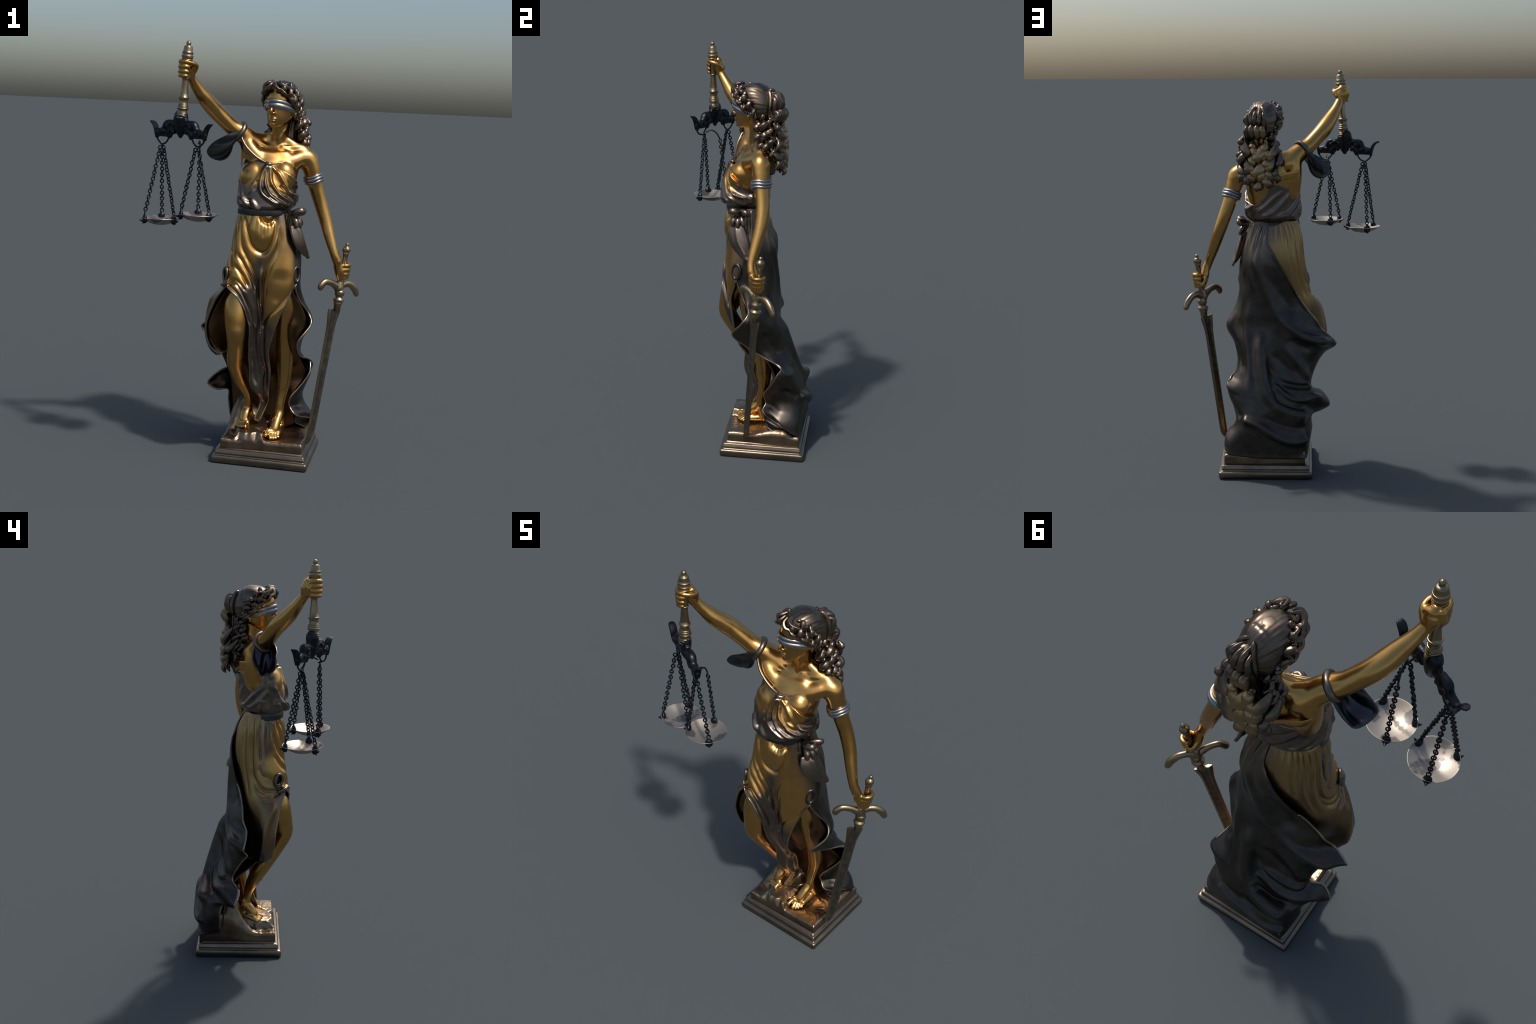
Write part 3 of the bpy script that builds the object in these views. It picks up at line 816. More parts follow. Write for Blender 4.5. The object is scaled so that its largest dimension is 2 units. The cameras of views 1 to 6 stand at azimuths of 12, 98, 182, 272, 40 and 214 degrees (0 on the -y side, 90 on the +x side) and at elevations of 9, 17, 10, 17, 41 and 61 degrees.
TR = [
    None,
    [(.170, .005, 1.236), (.170, .025, 1.236), (.165, .045, 1.236), (.155, .055, 1.236), (.14, .064, 1.236), (.125, .068, 1.236), (.112, .070, 1.236), (.10, .071, 1.236), (.09, .071, 1.236), (.08, .070, 1.236)],
    [(.187, .005, 1.15), (.189, .025, 1.15), (.186, .045, 1.15), (.168, .074, 1.15), (.148, .095, 1.15), (.132, .105, 1.15), (.118, .110, 1.15), (.105, .112, 1.15), (.09, .118, 1.15), (.078, .113, 1.15)],
    [(.219, .005, 1.05), (.221, .025, 1.05), (.212, .05, 1.05), (.190, .090, 1.05), (.163, .117, 1.05), (.135, .132, 1.05), (.11, .137, 1.05), (.08, .144, 1.05), (.05, .139, 1.05), (.022, .130, 1.05)],
    [(.222, -.01, .95), (.228, .018, .95), (.217, .055, .95), (.194, .100, .95), (.162, .126, .95), (.122, .141, .95), (.09, .148, .95), (.045, .134, .95), (.0, .124, .95), (-.034, .116, .95)],
    [(.216, -.030, .89), (.229, .01, .885), (.221, .06, .88), (.198, .106, .875), (.160, .131, .87), (.11, .145, .87), (.07, .156, .87), (.02, .128, .87), (-.04, .100, .87), (-.074, .087, .87)],
    [(.235, .005, .815), (.250, .03, .81), (.236, .075, .805), (.203, .115, .80), (.160, .137, .80), (.10, .149, .80), (.04, .159, .80), (-.02, .126, .80), (-.08, .094, .80), (-.116, .073, .80)],
    [(.276, .034, .752), (.288, .045, .738), (.265, .085, .735), (.212, .125, .73), (.160, .147, .73), (.09, .155, .73), (.01, .162, .745), (-.06, .150, .735), (-.115, .108, .742), (-.158, .070, .747)],
    [(.294, .004, .702), (.287, .045, .69), (.259, .095, .68), (.218, .145, .67), (.165, .172, .665), (.095, .180, .66), (.02, .165, .68), (-.06, .160, .70), (-.135, .122, .69), (-.190, .053, .69)],
    [(.246, -.046, .626), (.252, .03, .625), (.242, .10, .62), (.216, .155, .61), (.165, .192, .605), (.10, .203, .60), (.03, .166, .62), (-.07, .155, .67), (-.190, .140, .657), (-.262, .070, .632)],
    [(.233, .03, .562), (.234, .07, .55), (.231, .115, .545), (.213, .17, .54), (.168, .210, .535), (.105, .233, .54), (.03, .172, .555), (-.075, .158, .56), (-.150, .125, .575), (-.205, .055, .582)],
    [(.238, .115, .512), (.242, .145, .505), (.243, .175, .495), (.220, .207, .485), (.170, .240, .48), (.095, .253, .49), (.03, .192, .475), (-.05, .170, .49), (-.112, .160, .495), (-.165, .085, .53)],
    [(.266, .200, .480), (.279, .215, .463), (.271, .232, .45), (.232, .250, .44), (.170, .265, .435), (.085, .268, .44), (.01, .210, .43), (-.06, .198, .435), (-.115, .182, .437), (-.135, .125, .455)],
    [(.276, .185, .44), (.275, .208, .425), (.264, .234, .42), (.228, .258, .41), (.168, .275, .405), (.082, .280, .41), (.004, .222, .413), (-.058, .215, .408), (-.130, .198, .412), (-.142, .130, .416)],
    [(.272, .170, .41), (.272, .20, .40), (.258, .236, .39), (.225, .266, .385), (.165, .285, .375), (.08, .288, .385), (.0, .232, .395), (-.055, .230, .385), (-.150, .208, .395), (-.188, .102, .388)],
    [(.250, .150, .372), (.258, .185, .365), (.252, .23, .36), (.224, .270, .355), (.165, .295, .35), (.08, .297, .36), (.0, .245, .372), (-.060, .238, .365), (-.175, .190, .352), (-.231, .118, .328)],
    [(.226, .133, .34), (.243, .17, .335), (.247, .22, .335), (.224, .272, .33), (.165, .304, .325), (.08, .304, .338), (.0, .275, .352), (-.06, .262, .348), (-.145, .195, .315), (-.190, .128, .298)],
    [(.195, .111, .297), (.216, .15, .29), (.233, .21, .285), (.222, .275, .28), (.165, .314, .278), (.09, .310, .285), (.0, .300, .31), (-.07, .298, .312), (-.125, .262, .300), (-.140, .180, .290)],
    [(.192, .122, .25), (.217, .16, .245), (.248, .21, .24), (.235, .280, .235), (.17, .322, .24), (.09, .328, .235), (.0, .322, .23), (-.07, .315, .225), (-.125, .285, .22), (-.140, .20, .235)],
    [(.230, .118, .210), (.258, .160, .216), (.288, .215, .190), (.262, .290, .185), (.17, .314, .185), (.09, .320, .185), (.0, .326, .185), (-.07, .324, .185), (-.125, .300, .185), (-.135, .20, .195)],
    [(.295, .232, .168), (.297, .252, .152), (.291, .278, .132), (.262, .300, .115), (.17, .308, .105), (.09, .310, .10), (.0, .310, .10), (-.06, .310, .10), (-.115, .302, .105), (-.125, .20, .13)],
]
TR_FOLDS = [
    # crests of the cascade of sagging folds on the back, from her left hip down to her right
    ([(.15, .120, 1.13), (.14, .142, 1.048), (.108, .152, .941), (.077, .158, .875), (.052, .159, .825), (.009, .161, .765), (-.048, .165, .72), (-.115, .160, .68), (-.163, .152, .663), (-.214, .138, .654), (-.258, .085, .635)], .017, None, .12),
    ([(.05, .165, .76), (.019, .158, .679), (-.022, .165, .613), (-.082, .171, .546), (-.114, .166, .493), (-.142, .150, .449)], .020, None, .18),
    ([(.095, .20, .62), (.074, .192, .532), (.035, .200, .477), (-.032, .208, .449), (-.116, .194, .437), (-.14, .16, .445)], .014, None, .12),
    ([(.122, .18, .74), (.116, .212, .632), (.107, .238, .556), (.081, .272, .448), (.047, .289, .394), (-.019, .304, .348), (-.1, .305, .328), (-.136, .262, .290)], .026, None, .15),
    ([(.04, .235, .47), (.009, .230, .426), (-.049, .233, .385), (-.116, .224, .376), (-.172, .192, .388), (-.215, .14, .345)], .014, None, .12),
    ([(.20, .30, .300), (.186, .322, .300), (.126, .336, .283), (.047, .338, .233), (-.035, .336, .197), (-.112, .318, .198), (-.125, .29, .205)], .018, None, .12),
    ([(.17, .145, .88), (.19, .150, .74), (.178, .185, .62), (.168, .222, .50), (.165, .262, .42)], .016, .012, .2),
    # ridge that runs from the waist to the lip on her right
    ([(.085, .112, 1.14), (.051, .128, 1.088), (.003, .133, 1.02), (-.037, .115, .943), (-.081, .085, .859), (-.118, .073, .797), (-.156, .07, .749), (-.19, .053, .688), (-.245, .07, .64)], .009, .008, .1),
    # hollows
    ([(.06, .145, 1.0), (.02, .13, .91), (-.02, .12, .84), (-.06, .125, .785)], .024, -.010, .25),
    ([(-.02, .16, .68), (-.08, .155, .635), (-.15, .135, .61)], .016, -.010, .25),
    ([(.05, .20, .62), (.0, .175, .54), (-.07, .175, .485)], .016, -.008, .25),
    ([(.05, .27, .42), (.01, .255, .37), (-.06, .255, .355), (-.12, .235, .34)], .013, -.012, .2),
    ([(.10, .31, .33), (.04, .31, .285), (-.05, .31, .26), (-.12, .28, .25)], .018, -.010, .25),
    # left hand side
    ([(.20, .12, .95), (.205, .115, .82), (.215, .125, .72)], .018, .006, .3),
    ([(.235, .10, .66), (.225, .15, .58), (.215, .2, .51)], .018, -.010, .25),
    ([(.235, .20, .37), (.22, .25, .33), (.20, .28, .30)], .018, -.010, .25),
    ([(.16, .10, 1.20), (.165, .12, 1.10), (.165, .125, 1.0), (.14, .14, .88)], .009, .006, .2),
    ([(.185, .06, 1.20), (.205, .08, 1.08), (.205, .09, .95)], .010, .006, .2),
]
# the cloth between the crests hangs as one slack, smooth surface
GT = net(tucked(TR), 230, 560)
uu = np.linspace(0, 1, 230)[None, :]
slack = smoothstep(uu, .30, .46) * smoothstep(1 - uu, .0, .14) * smoothstep(-GT[:, :, 2], -.80, -.70) * smoothstep(GT[:, :, 2], .09, .13)
for _ in range(260):
    L = np.zeros_like(GT)
    L[1:-1, 1:-1] = (GT[:-2, 1:-1] + GT[2:, 1:-1] + GT[1:-1, :-2] + GT[1:-1, 2:]) / 4 - GT[1:-1, 1:-1]
    GT = GT + L * slack[:, :, None]
GT = GT + grid_normals(GT) * (.006 * slack)[:, :, None]
V, F, G = sheet(GT, .008, TR_FOLDS, flip=True, extra=pleats)
part("train", (V, F), "train")
part("train_hem", join([tube(edge_run(G[:, 0], .93, .13), .0050, 320, 10), tube(edge_run(G[:, -1], .90, .15), .0048, 320, 10)]), "edge")

# open roll of cloth lying on the rock at her left
RO = [[(.230, .118, .210), (.220, .120, .190), (.227, .124, .168), (.249, .131, .158), (.266, .138, .148)],
      [(.262, .165, .214), (.233, .168, .188), (.238, .173, .155), (.263, .178, .140), (.286, .184, .132)],
      [(.290, .218, .188), (.252, .222, .168), (.256, .228, .142), (.278, .234, .130), (.293, .240, .122)],
      [(.296, .262, .150), (.270, .265, .142), (.268, .268, .130), (.282, .270, .122), (.293, .272, .116)]]
V, F, G = sheet(net(RO, 40, 40), .007)
part("train_roll", (V, F), "train")

# dark lining that closes the skirt behind the legs
LI = [
    [(-.095, -.10, .87), (-.07, -.065, .87), (0, -.05, .87), (.07, -.04, .87), (.14, -.02, .87), (.205, -.02, .87)],
    [(-.182, -.066, .72), (-.11, -.035, .72), (-.02, -.03, .72), (.07, -.02, .72), (.16, .01, .72), (.268, .028, .72)],
    [(-.190, -.055, .62), (-.11, -.005, .62), (-.02, .01, .62), (.07, .0, .62), (.16, .04, .62), (.235, .03, .62)],
    [(-.145, .0, .53), (-.10, .04, .52), (-.03, .065, .51), (.07, .055, .51), (.16, .105, .51), (.230, .11, .52)],
    [(-.135, .12, .42), (-.09, .12, .41), (-.02, .12, .40), (.07, .12, .40), (.16, .155, .40), (.255, .18, .40)],
    [(-.12, .17, .31), (-.08, .16, .31), (0, .15, .31), (.08, .15, .30), (.16, .155, .30), (.20, .14, .30)],
    [(-.11, .19, .15), (-.07, .18, .15), (0, .16, .15), (.08, .15, .13), (.16, .15, .13), (.22, .16, .15)],
]
V, F, G = sheet(net(LI, 110, 160), .008, [([(.06, .0, .66), (.075, .04, .50), (.08, .08, .36)], .02, -.02, .2), ([(.20, .03, .74), (.20, .05, .60), (.20, .13, .44)], .02, -.015, .2)])
part("skirt_lining", (V, F), "lining")

# ---------------- hip fastenings
def oval_ring(c, nrm, up, a, b, r, n=60):
    nrm = A(nrm, float) / np.linalg.norm(nrm)
    u = A(up, float) - nrm * (A(up, float) @ nrm); u /= np.linalg.norm(u)
    w = np.cross(nrm, u)
    P = [A(c) + b * math.cos(t) * u + a * math.sin(t) * w for t in np.linspace(0, 2 * math.pi, 24, endpoint=False)]
    return tube(P, r, n, 14, closed=True, up=nrm)


def disc(c, nrm, up, a, b, n=28):
    nrm = A(nrm, float) / np.linalg.norm(nrm)
    u = A(up, float) - nrm * (A(up, float) @ nrm); u /= np.linalg.norm(u)
    w = np.cross(nrm, u)
    V = [A(c) + nrm * .004] + [A(c) + b * math.cos(t) * u + a * math.sin(t) * w for t in np.linspace(0, 2 * math.pi, n, endpoint=False)]
    V += [A(c) - nrm * .01]
    F = [(0, 1 + (k + 1) % n, 1 + k) for k in range(n)] + [(n + 1, 1 + k, 1 + (k + 1) % n) for k in range(n)]
    return A(V), [f[::-1] for f in F]


ring = part("hip_oval_rim", oval_ring((.219, -.034, .945), (1, -.55, .05), (0, .12, 1), .022, .036, .0085), "sleeve")
part("hip_oval_fill", disc((.213, -.030, .945), (1, -.55, .05), (0, .12, 1), .020, .034), "side", ring)
ring = part("hip_oval_rim", oval_ring((-.110, -.098, .932), (-1, -.75, .0), (0, -.2, 1), .020, .032, .007), "bronze")  # no metal ring on her right: stands in for the cloth round a hole
part("hip_oval_fill", disc((-.106, -.094, .932), (-1, -.75, .0), (0, -.2, 1), .018, .030), "black", ring)  # added black disc, the shade inside the hole put into colour
part("hip_knot", join([tube([(-.124, -.098, .880), (-.106, -.126, .888), (-.088, -.138, .896)], [.008, .011, .007], 20, 14),
                       tube([(-.112, -.114, .902), (-.104, -.124, .886), (-.108, -.120, .870)], [.006, .010, .005], 20, 14)]), "bronze")

# ---------------- sash bow and its tail
bow = part("sash_bow", join([
    tube([(.182, -.045, 1.232), (.205, -.060, 1.244), (.232, -.056, 1.252), (.228, -.035, 1.248), (.196, -.030, 1.236)], [.010, .015, .016, .014, .009], 34, 16, .8),
    tube([(.190, -.030, 1.236), (.215, -.012, 1.246), (.232, .008, 1.244), (.222, .016, 1.232), (.196, -.010, 1.228)], [.009, .014, .015, .013, .008], 34, 16, .8),
    ellipsoid((.194, -.036, 1.228), (.016, .018, .018)),
    tube([(.190, -.040, 1.222), (.206, -.052, 1.200), (.212, -.058, 1.180)], [.012, .015, .011], 20, 16),
    tube([(.196, -.030, 1.220), (.215, -.030, 1.198), (.222, -.030, 1.176)], [.012, .015, .012], 20, 16),
    tube([(.196, -.022, 1.222), (.216, -.010, 1.204), (.224, -.004, 1.186)], [.011, .014, .011], 20, 16),
]), "bronze")
TAIL = [[(.186, -.070, 1.178), (.198, -.050, 1.185), (.212, -.028, 1.185), (.214, -.006, 1.178)],
        [(.194, -.082, 1.14), (.216, -.055, 1.145), (.230, -.022, 1.145), (.225, .012, 1.14)],
        [(.206, -.075, 1.10), (.230, -.048, 1.10), (.243, -.012, 1.10), (.236, .026, 1.10)],
        [(.226, -.045, 1.06), (.243, -.024, 1.06), (.252, .004, 1.06), (.246, .032, 1.06)],
        [(.248, -.006, 1.032), (.256, .006, 1.03), (.261, .020, 1.03), (.258, .036, 1.032)],
        [(.260, .022, 1.022), (.263, .026, 1.021), (.265, .031, 1.021), (.264, .036, 1.022)]]
V, F, G = sheet(net(TAIL, 50, 70), .012, [([(.205, -.035, 1.17), (.235, -.02, 1.10), (.258, .02, 1.035)], .006, -.004, .1)], flip=False)
part("sash_tail", (V, F), "bronze", bow)

# ---------------- right sleeve
sl = []
cuff_c, cuff_n = A([-.090, -.026, 1.602]), A([-.71, -.48, .52])
cuff_n /= np.linalg.norm(cuff_n)
u0 = A([0, 0, 1.0]) - cuff_n * cuff_n[2]; u0 /= np.linalg.norm(u0)
w0 = np.cross(cuff_n, u0)
rim_c, rim_n = A([-.152, -.040, 1.548]), A([-1, -.15, -.1])
RIM = spline([(-.110, -.074, 1.597), (-.158, -.090, 1.572), (-.204, -.090, 1.542), (-.228, -.074, 1.508), (-.220, -.050, 1.478), (-.200, -.030, 1.464),
              (-.188, -.010, 1.472), (-.196, .010, 1.494), (-.188, .020, 1.532), (-.146, .020, 1.575), (-.104, .014, 1.606)], 17)
stations = []
for t in np.linspace(0, 1, 6):
    row = []
    for k in range(17):
        an = math.radians(-70 - 220 * k / 16)            # front of the arm, under it, to its back
        p0 = cuff_c + .0465 * (math.cos(an) * u0 + math.sin(an) * w0)
        under = math.sin(math.pi * k / 16)
        row.append(p0 + (RIM[k] - p0) * t + A([.012, 0, -.028]) * math.sin(math.pi * t) * under + A([0, -.010 * math.cos(k * 1.15), 0]) * t * under)
    stations.append(row)
SL_FOLDS = [([stations[0][k], stations[2][k], stations[4][k], stations[5][k]], .011, h, .18) for k, h in ((3, .004), (5, -.004), (7, .005), (9, -.004), (11, .005))]
V, F, G = sheet(net(stations, 130, 70), .007, SL_FOLDS, flip=False)
sleeve = part("sleeve", (V, F), "sleeve")
P = [cuff_c + .046 * (math.cos(t) * u0 + math.sin(t) * w0) for t in np.linspace(0, 2 * math.pi, 24, endpoint=False)]
part("sleeve_cuff", tube(P, .0125, 70, 14, .8, closed=True, up=cuff_n), "bronze", sleeve)

# ---------------- left arm ring
ac, ax = A([.258, .084, 1.394]), A([-.28, -.10, 1.0]); ax /= np.linalg.norm(ax)
ux = np.cross(ax, A([0, 1.0, 0])); ux /= np.linalg.norm(ux)
wx = np.cross(ax, ux)
bands = []
for off, r, rad in ((-.014, .0075, .040), (0, .0095, .0405), (.014, .0070, .041)):
    P = [ac + ax * (off + .002 * math.sin(3 * t)) + rad * (math.cos(t) * ux + 1.05 * math.sin(t) * wx) for t in np.linspace(0, 2 * math.pi, 30, endpoint=False)]
    bands.append(tube(P, r, 70, 14, closed=True, up=ax))
part("arm_band", join(bands), "silver")

# ---------------- blindfold
rows = []
for off, zo in ((.000, .021), (.0065, .017), (.0075, .010), (.0045, .0035), (.0085, -.003), (.0085, -.010), (.004, -.018), (.0, -.021)):
    row = []
    for k in range(25):
        an = math.pi * (-1 + 2 * k / 24) * .60
        c, s = math.cos(an), math.sin(an)
        f = .113 * c if c > 0 else .085 * c
        w = 1.0 if c > 0 else .9
        zc = 1.739 - .028 * (1 - c) / 1.2
        g = hp((f + off * c) * 1.0 + (.002 if c > 0 else 0), .0665 * s + off * s, zc + zo * (w + .02 * s))
        row.append(g)
    rows.append(row)
V, F, G = sheet(net(rows, 140, 40), .006, flip=True)
part("blindfold", (V, F), "silver")

# ---------------- hair
hair = bpy.data.objects.new("hair", None)
bpy.context.scene.collection.objects.link(hair)
hair.parent = ROOT
cs = []
for z, fr, bk, hw in [(1.672, -.02, -.075, .040), (1.69, .012, -.080, .060), (1.72, .030, -.089, .072), (1.76, .055, -.090, .0765),
                      (1.795, .088, -.077, .072), (1.822, .078, -.058, .060), (1.838, .052, -.036, .042), (1.846, .020, -.012, .015)]:
    c = HEAD_C + HF * (fr + bk) / 2
    cs.append((z, c[0], c[1], hw, (fr - bk) / 2, math.degrees(math.atan2(HL[1], HL[0]))))
V, F = loft(cs, 90, 120)
N = vnormals(V, F)
rel = V[:, :2] - HEAD_C
fl = rel @ HF
ll = rel @ HL
tw = np.arctan2(ll, V[:, 2] - 1.745)
strand = (np.sin(tw * 19 + 2.2 * np.sin(fl * 19 + tw)) * .0005 + np.sin(tw * 37 - 2 * np.sin(fl * 13)) * .0003 - .002 * np.exp(-((fl + .028) / .006) ** 2) * (ll < .03))
V = V + N * strand[:, None]
obj_from("hair_cap", V, F, "hair", hair)


def lock(pts, radii, mat="hair", n=44, flat=.75, ripple=.07, rn=6, name="hair_lock", up=None):
    return obj_from(name, *tube(pts, radii, n, 22, flat, up=up, ripple=ripple, ripple_n=rn), mat, hair)


def curl(c, nrm, r, thick, turns=1.2, rot=0.0, depth=.012, name="hair_curl"):
    """snail-like lump: spiral tube that rises towards its middle"""
    nrm = A(nrm, float); nrm /= np.linalg.norm(nrm)
    u = np.cross(nrm, A([.3, .2, 1.0])); u /= np.linalg.norm(u)
    w = np.cross(nrm, u)
    P, R = [], []
    for i in range(9):
        t = i / 8
        a = rot + turns * 2 * math.pi * t
        rr = r * (1 - .78 * t)
        P.append(A(c) + rr * (math.cos(a) * u + math.sin(a) * w) + nrm * depth * t)
        R.append(thick * (.55 + .6 * math.sin(math.pi * min(1, t * .8 + .12))))
    return lock(P, R, n=50, flat=.95, ripple=.06, name=name)


def ringlet(pts, radius, thick, turns, phase=0.0, out=None, name="hair_ringlet", squash=1.0):
    """corkscrew of hair wound round a guide curve, fatter in the middle"""
    n = int(turns * 12)
    C = spline(pts, n)
    T, Nn, Bn = frames(C)
    P, Rr = [], []
    for i in range(n):
        t = i / (n - 1)
        env = .45 + .55 * math.sin(math.pi * (.12 + .8 * t))
        a = phase + 2 * math.pi * turns * t
        w = 1 + .30 * math.sin(i * .77 + phase * 3) + .18 * math.sin(i * 1.9 + phase)
        P.append(C[i] + radius * env * w * (math.cos(a) * Nn[i] + squash * math.sin(a) * Bn[i]))
        Rr.append(thick * env * (1 + .26 * math.sin(i * .53 + phase) + .10 * math.sin(i * 1.3)))
    return lock(P, Rr, n=n * 5, flat=.95, ripple=.06, rn=5, name=name)


# wreath of corkscrew curls round the brow, parted over the forehead
for s_ in (1, -1):
    ringlet([hp(.088, s_ * .022, 1.826), hp(.090, s_ * .044, 1.810), hp(.072, s_ * .062, 1.790), hp(.050, s_ * .074, 1.768), hp(.030, s_ * .080, 1.742), hp(.012, s_ * .079, 1.712)],
            .0095, .0122, 4.6, .4 + s_)
    ringlet([hp(.060, s_ * .040, 1.832), hp(.050, s_ * .062, 1.812), hp(.026, s_ * .076, 1.786), hp(.004, s_ * .081, 1.756), hp(-.012, s_ * .079, 1.722), hp(-.022, s_ * .070, 1.690)],
            .0090, .0120, 4.2, 2.1 + s_)
# thick S-shaped rolls framing the forehead
for s_ in (1, -1):
    lock([hp(.094, s_ * .008, 1.836), hp(.112, s_ * .012, 1.822), hp(.115, s_ * .026, 1.806), hp(.104, s_ * .040, 1.800), hp(.100, s_ * .054, 1.786), hp(.084, s_ * .062, 1.776)],
         [.006, .0105, .012, .011, .012, .008], name="hair_curl")
    lock([hp(.078, s_ * .018, 1.842), hp(.100, s_ * .028, 1.832), hp(.098, s_ * .046, 1.820), hp(.080, s_ * .060, 1.810), hp(.068, s_ * .070, 1.794)],
         [.006, .011, .012, .012, .008], name="hair_curl")
    lock([hp(.078, s_ * .066, 1.775), hp(.066, s_ * .077, 1.758), hp(.048, s_ * .079, 1.745), hp(.034, s_ * .083, 1.728), hp(.018, s_ * .080, 1.712)],
         [.007, .011, .012, .011, .007], name="hair_curl")

# knot at the back of the head, with a little bow on top and a rolled bun below
lock([hp(-.060, 0, 1.780), hp(-.085, .002, 1.776), hp(-.095, -.002, 1.755), hp(-.085, -.004, 1.728)], [.020, .028, .030, .026], flat=1.35, ripple=.06, rn=9, name="hair_knot", up=(0, 0, 1))
for dl, z0, w in ((-.040, 1.790, .014), (-.020, 1.800, .016), (.002, 1.796, .017), (.024, 1.798, .016), (.042, 1.786, .014)):
    lock([hp(-.070, dl * .6, z0), hp(-.105, dl * .9, z0 - .008), hp(-.122 + abs(dl) * .35, dl, z0 - .032), hp(-.112 + abs(dl) * .2, dl * .9, z0 - .062), hp(-.092, dl * .7, z0 - .082)],
         [w * .5, w * .9, w, w * .95, w * .5], name="hair_lock")
for s_ in (1, -1):
    lock([hp(-.057, s_ * .004, 1.792), hp(-.063, s_ * .013, 1.812), hp(-.073, s_ * .024, 1.806), hp(-.083, s_ * .034, 1.782), hp(-.087, s_ * .044, 1.75), hp(-.083, s_ * .046, 1.715)],
         [.005, .009, .0105, .0115, .011, .006])
    lock([hp(-.091, s_ * .010, 1.785), hp(-.113, s_ * .016, 1.770), hp(-.119, s_ * .018, 1.748), hp(-.105, s_ * .018, 1.728)], [.008, .014, .015, .009])
for dl, dz, w in ((-.036, 0, .019), (-.012, .003, .021), (.014, .003, .021), (.038, -.002, .019)):
    lock([hp(-.093, dl * .9, 1.728 + dz), hp(-.125, dl, 1.716 + dz), hp(-.135 + abs(dl) * .3, dl * 1.05, 1.700 + dz), hp(-.125 + abs(dl) * .3, dl, 1.682 + dz), hp(-.103, dl * .8, 1.664)],
         [w * .6, w * .95, w, w * .9, w * .5], flat=.85, name="hair_roll")

# tail of hair: a core with shingled, outward-curling locks
core = [(.138, .108, 1.735, .032), (.138, .114, 1.69, .036), (.128, .114, 1.64, .038), (.120, .116, 1.56, .050), (.118, .116, 1.49, .048), (.122, .114, 1.435, .024)]
obj_from("hair_tail", *tube([p[:3] for p in core], [p[3] for p in core], 90, 60, .80, up=(1, 0, 0), ripple=.05, ripple_n=13), "hair", hair)
TX, TY = .118, .116


def lobe(x, z, width, length, sway):
    """leaf-shaped lock on the tail: root tucked in, belly outward, tip tucked under"""
    k = min(.97, abs((x - TX) / .112))
    out = A([(x - TX) / .105 ** 2, math.sqrt(1 - k * k) / .050, 0.0])
    out /= np.linalg.norm(out)
    c = A([x, TY + .047 * math.sqrt(1 - k * k), z])
    if k > .8:
        c[1] -= .012
    side = np.cross(out, A([0, 0, 1.0]))
    side /= np.linalg.norm(side)
    P = [c + A([0, 0, .58 * length]) - out * .016 - side * sway * 1.2,
         c + A([0, 0, .30 * length]) - out * .004 - side * sway * .6,
         c + out * .008 + side * sway * .2,
         c - A([0, 0, .26 * length]) + out * .014 + side * sway,
         c - A([0, 0, .46 * length]) + out * .006 + side * sway * .9]
    return lock(P, [width * .5, width * .85, width * 1.05, width * .85, width * .30], n=44, flat=.62, ripple=.055, rn=8, up=tuple(side))


for k, (x0, x1, ph, w) in enumerate([(.196, .205, .3, .019), (.178, .186, 2.1, .021), (.160, .160, 4.0, .021), (.142, .136, 5.6, .022), (.124, .112, 1.2, .022),
                                     (.106, .086, 3.3, .022), (.092, .062, 5.0, .020), (.080, .042, .9, .018), (.150, .148, 1.0, .020), (.115, .098, 4.6, .020)]):
    P, Rr = [], []
    zt, zb = 1.672 - .012 * (k % 3), 1.448 - .016 * math.cos(k * 1.9) + (.03 if k in (0, 7) else 0)
    for q in range(13):
        t = q / 12
        x = x0 + (x1 - x0) * t + .010 * math.sin(ph + t * 13.5)
        kk = min(.96, abs((x - TX) / .112))
        depth = (.036 + .012 * smoothstep(A([t]), 0, .5)[0]) * math.sqrt(1 - kk * kk)
        bulge = .011 * math.sin(ph * 1.7 + t * 15)
        P.append((x, TY + depth + bulge + (-.006 if k >= 8 else 0), zt + (zb - zt) * t))
        Rr.append(w * (.62 + .36 * math.sin(ph * 1.7 + t * 15 + .5)) if 0 < q < 12 else w * .35)
    lock(P, Rr, n=110, flat=.85, ripple=.06, rn=8, up=(1, 0, 0))
for x, z, w, ln, sw in [(.112, 1.596, .027, .090, .020), (.186, 1.622, .022, .080, -.014), (.050, 1.606, .020, .070, .018), (.110, 1.526, .028, .090, .020), (.066, 1.545, .022, .080, .014),
                        (.024, 1.560, .018, .060, .016), (.171, 1.540, .023, .080, -.016), (.206, 1.520, .018, .060, -.014), (.092, 1.470, .023, .080, -.018), (.149, 1.490, .022, .075, .014),
                        (.048, 1.492, .020, .075, -.016), (.181, 1.478, .020, .065, -.010), (.122, 1.446, .020, .060, .010)]:
    lobe(x, z, w, ln, sw)
# ringlets that fall on the left shoulder and behind the right ear
ringlet([(.160, .040, 1.692), (.176, .052, 1.655), (.188, .058, 1.610), (.200, .068, 1.565), (.212, .088, 1.535)], .0100, .0138, 4.0, .3)
ringlet([(.170, .076, 1.698), (.186, .082, 1.660), (.194, .086, 1.618), (.206, .096, 1.575), (.214, .110, 1.530)], .0115, .0145, 3.7, 1.7)
ringlet([(.172, .104, 1.690), (.190, .112, 1.650), (.202, .118, 1.605), (.210, .126, 1.555), (.208, .134, 1.500)], .0110, .0145, 4.1, 3.9)
ringlet([(.060, .074, 1.696), (.048, .080, 1.655), (.036, .078, 1.612), (.028, .086, 1.572), (.034, .100, 1.525)], .0100, .0138, 3.9, 2.6)
ringlet([(.066, .100, 1.690), (.052, .106, 1.650), (.040, .108, 1.605), (.036, .114, 1.555), (.044, .118, 1.495)], .0105, .0140, 4.0, 5.0)

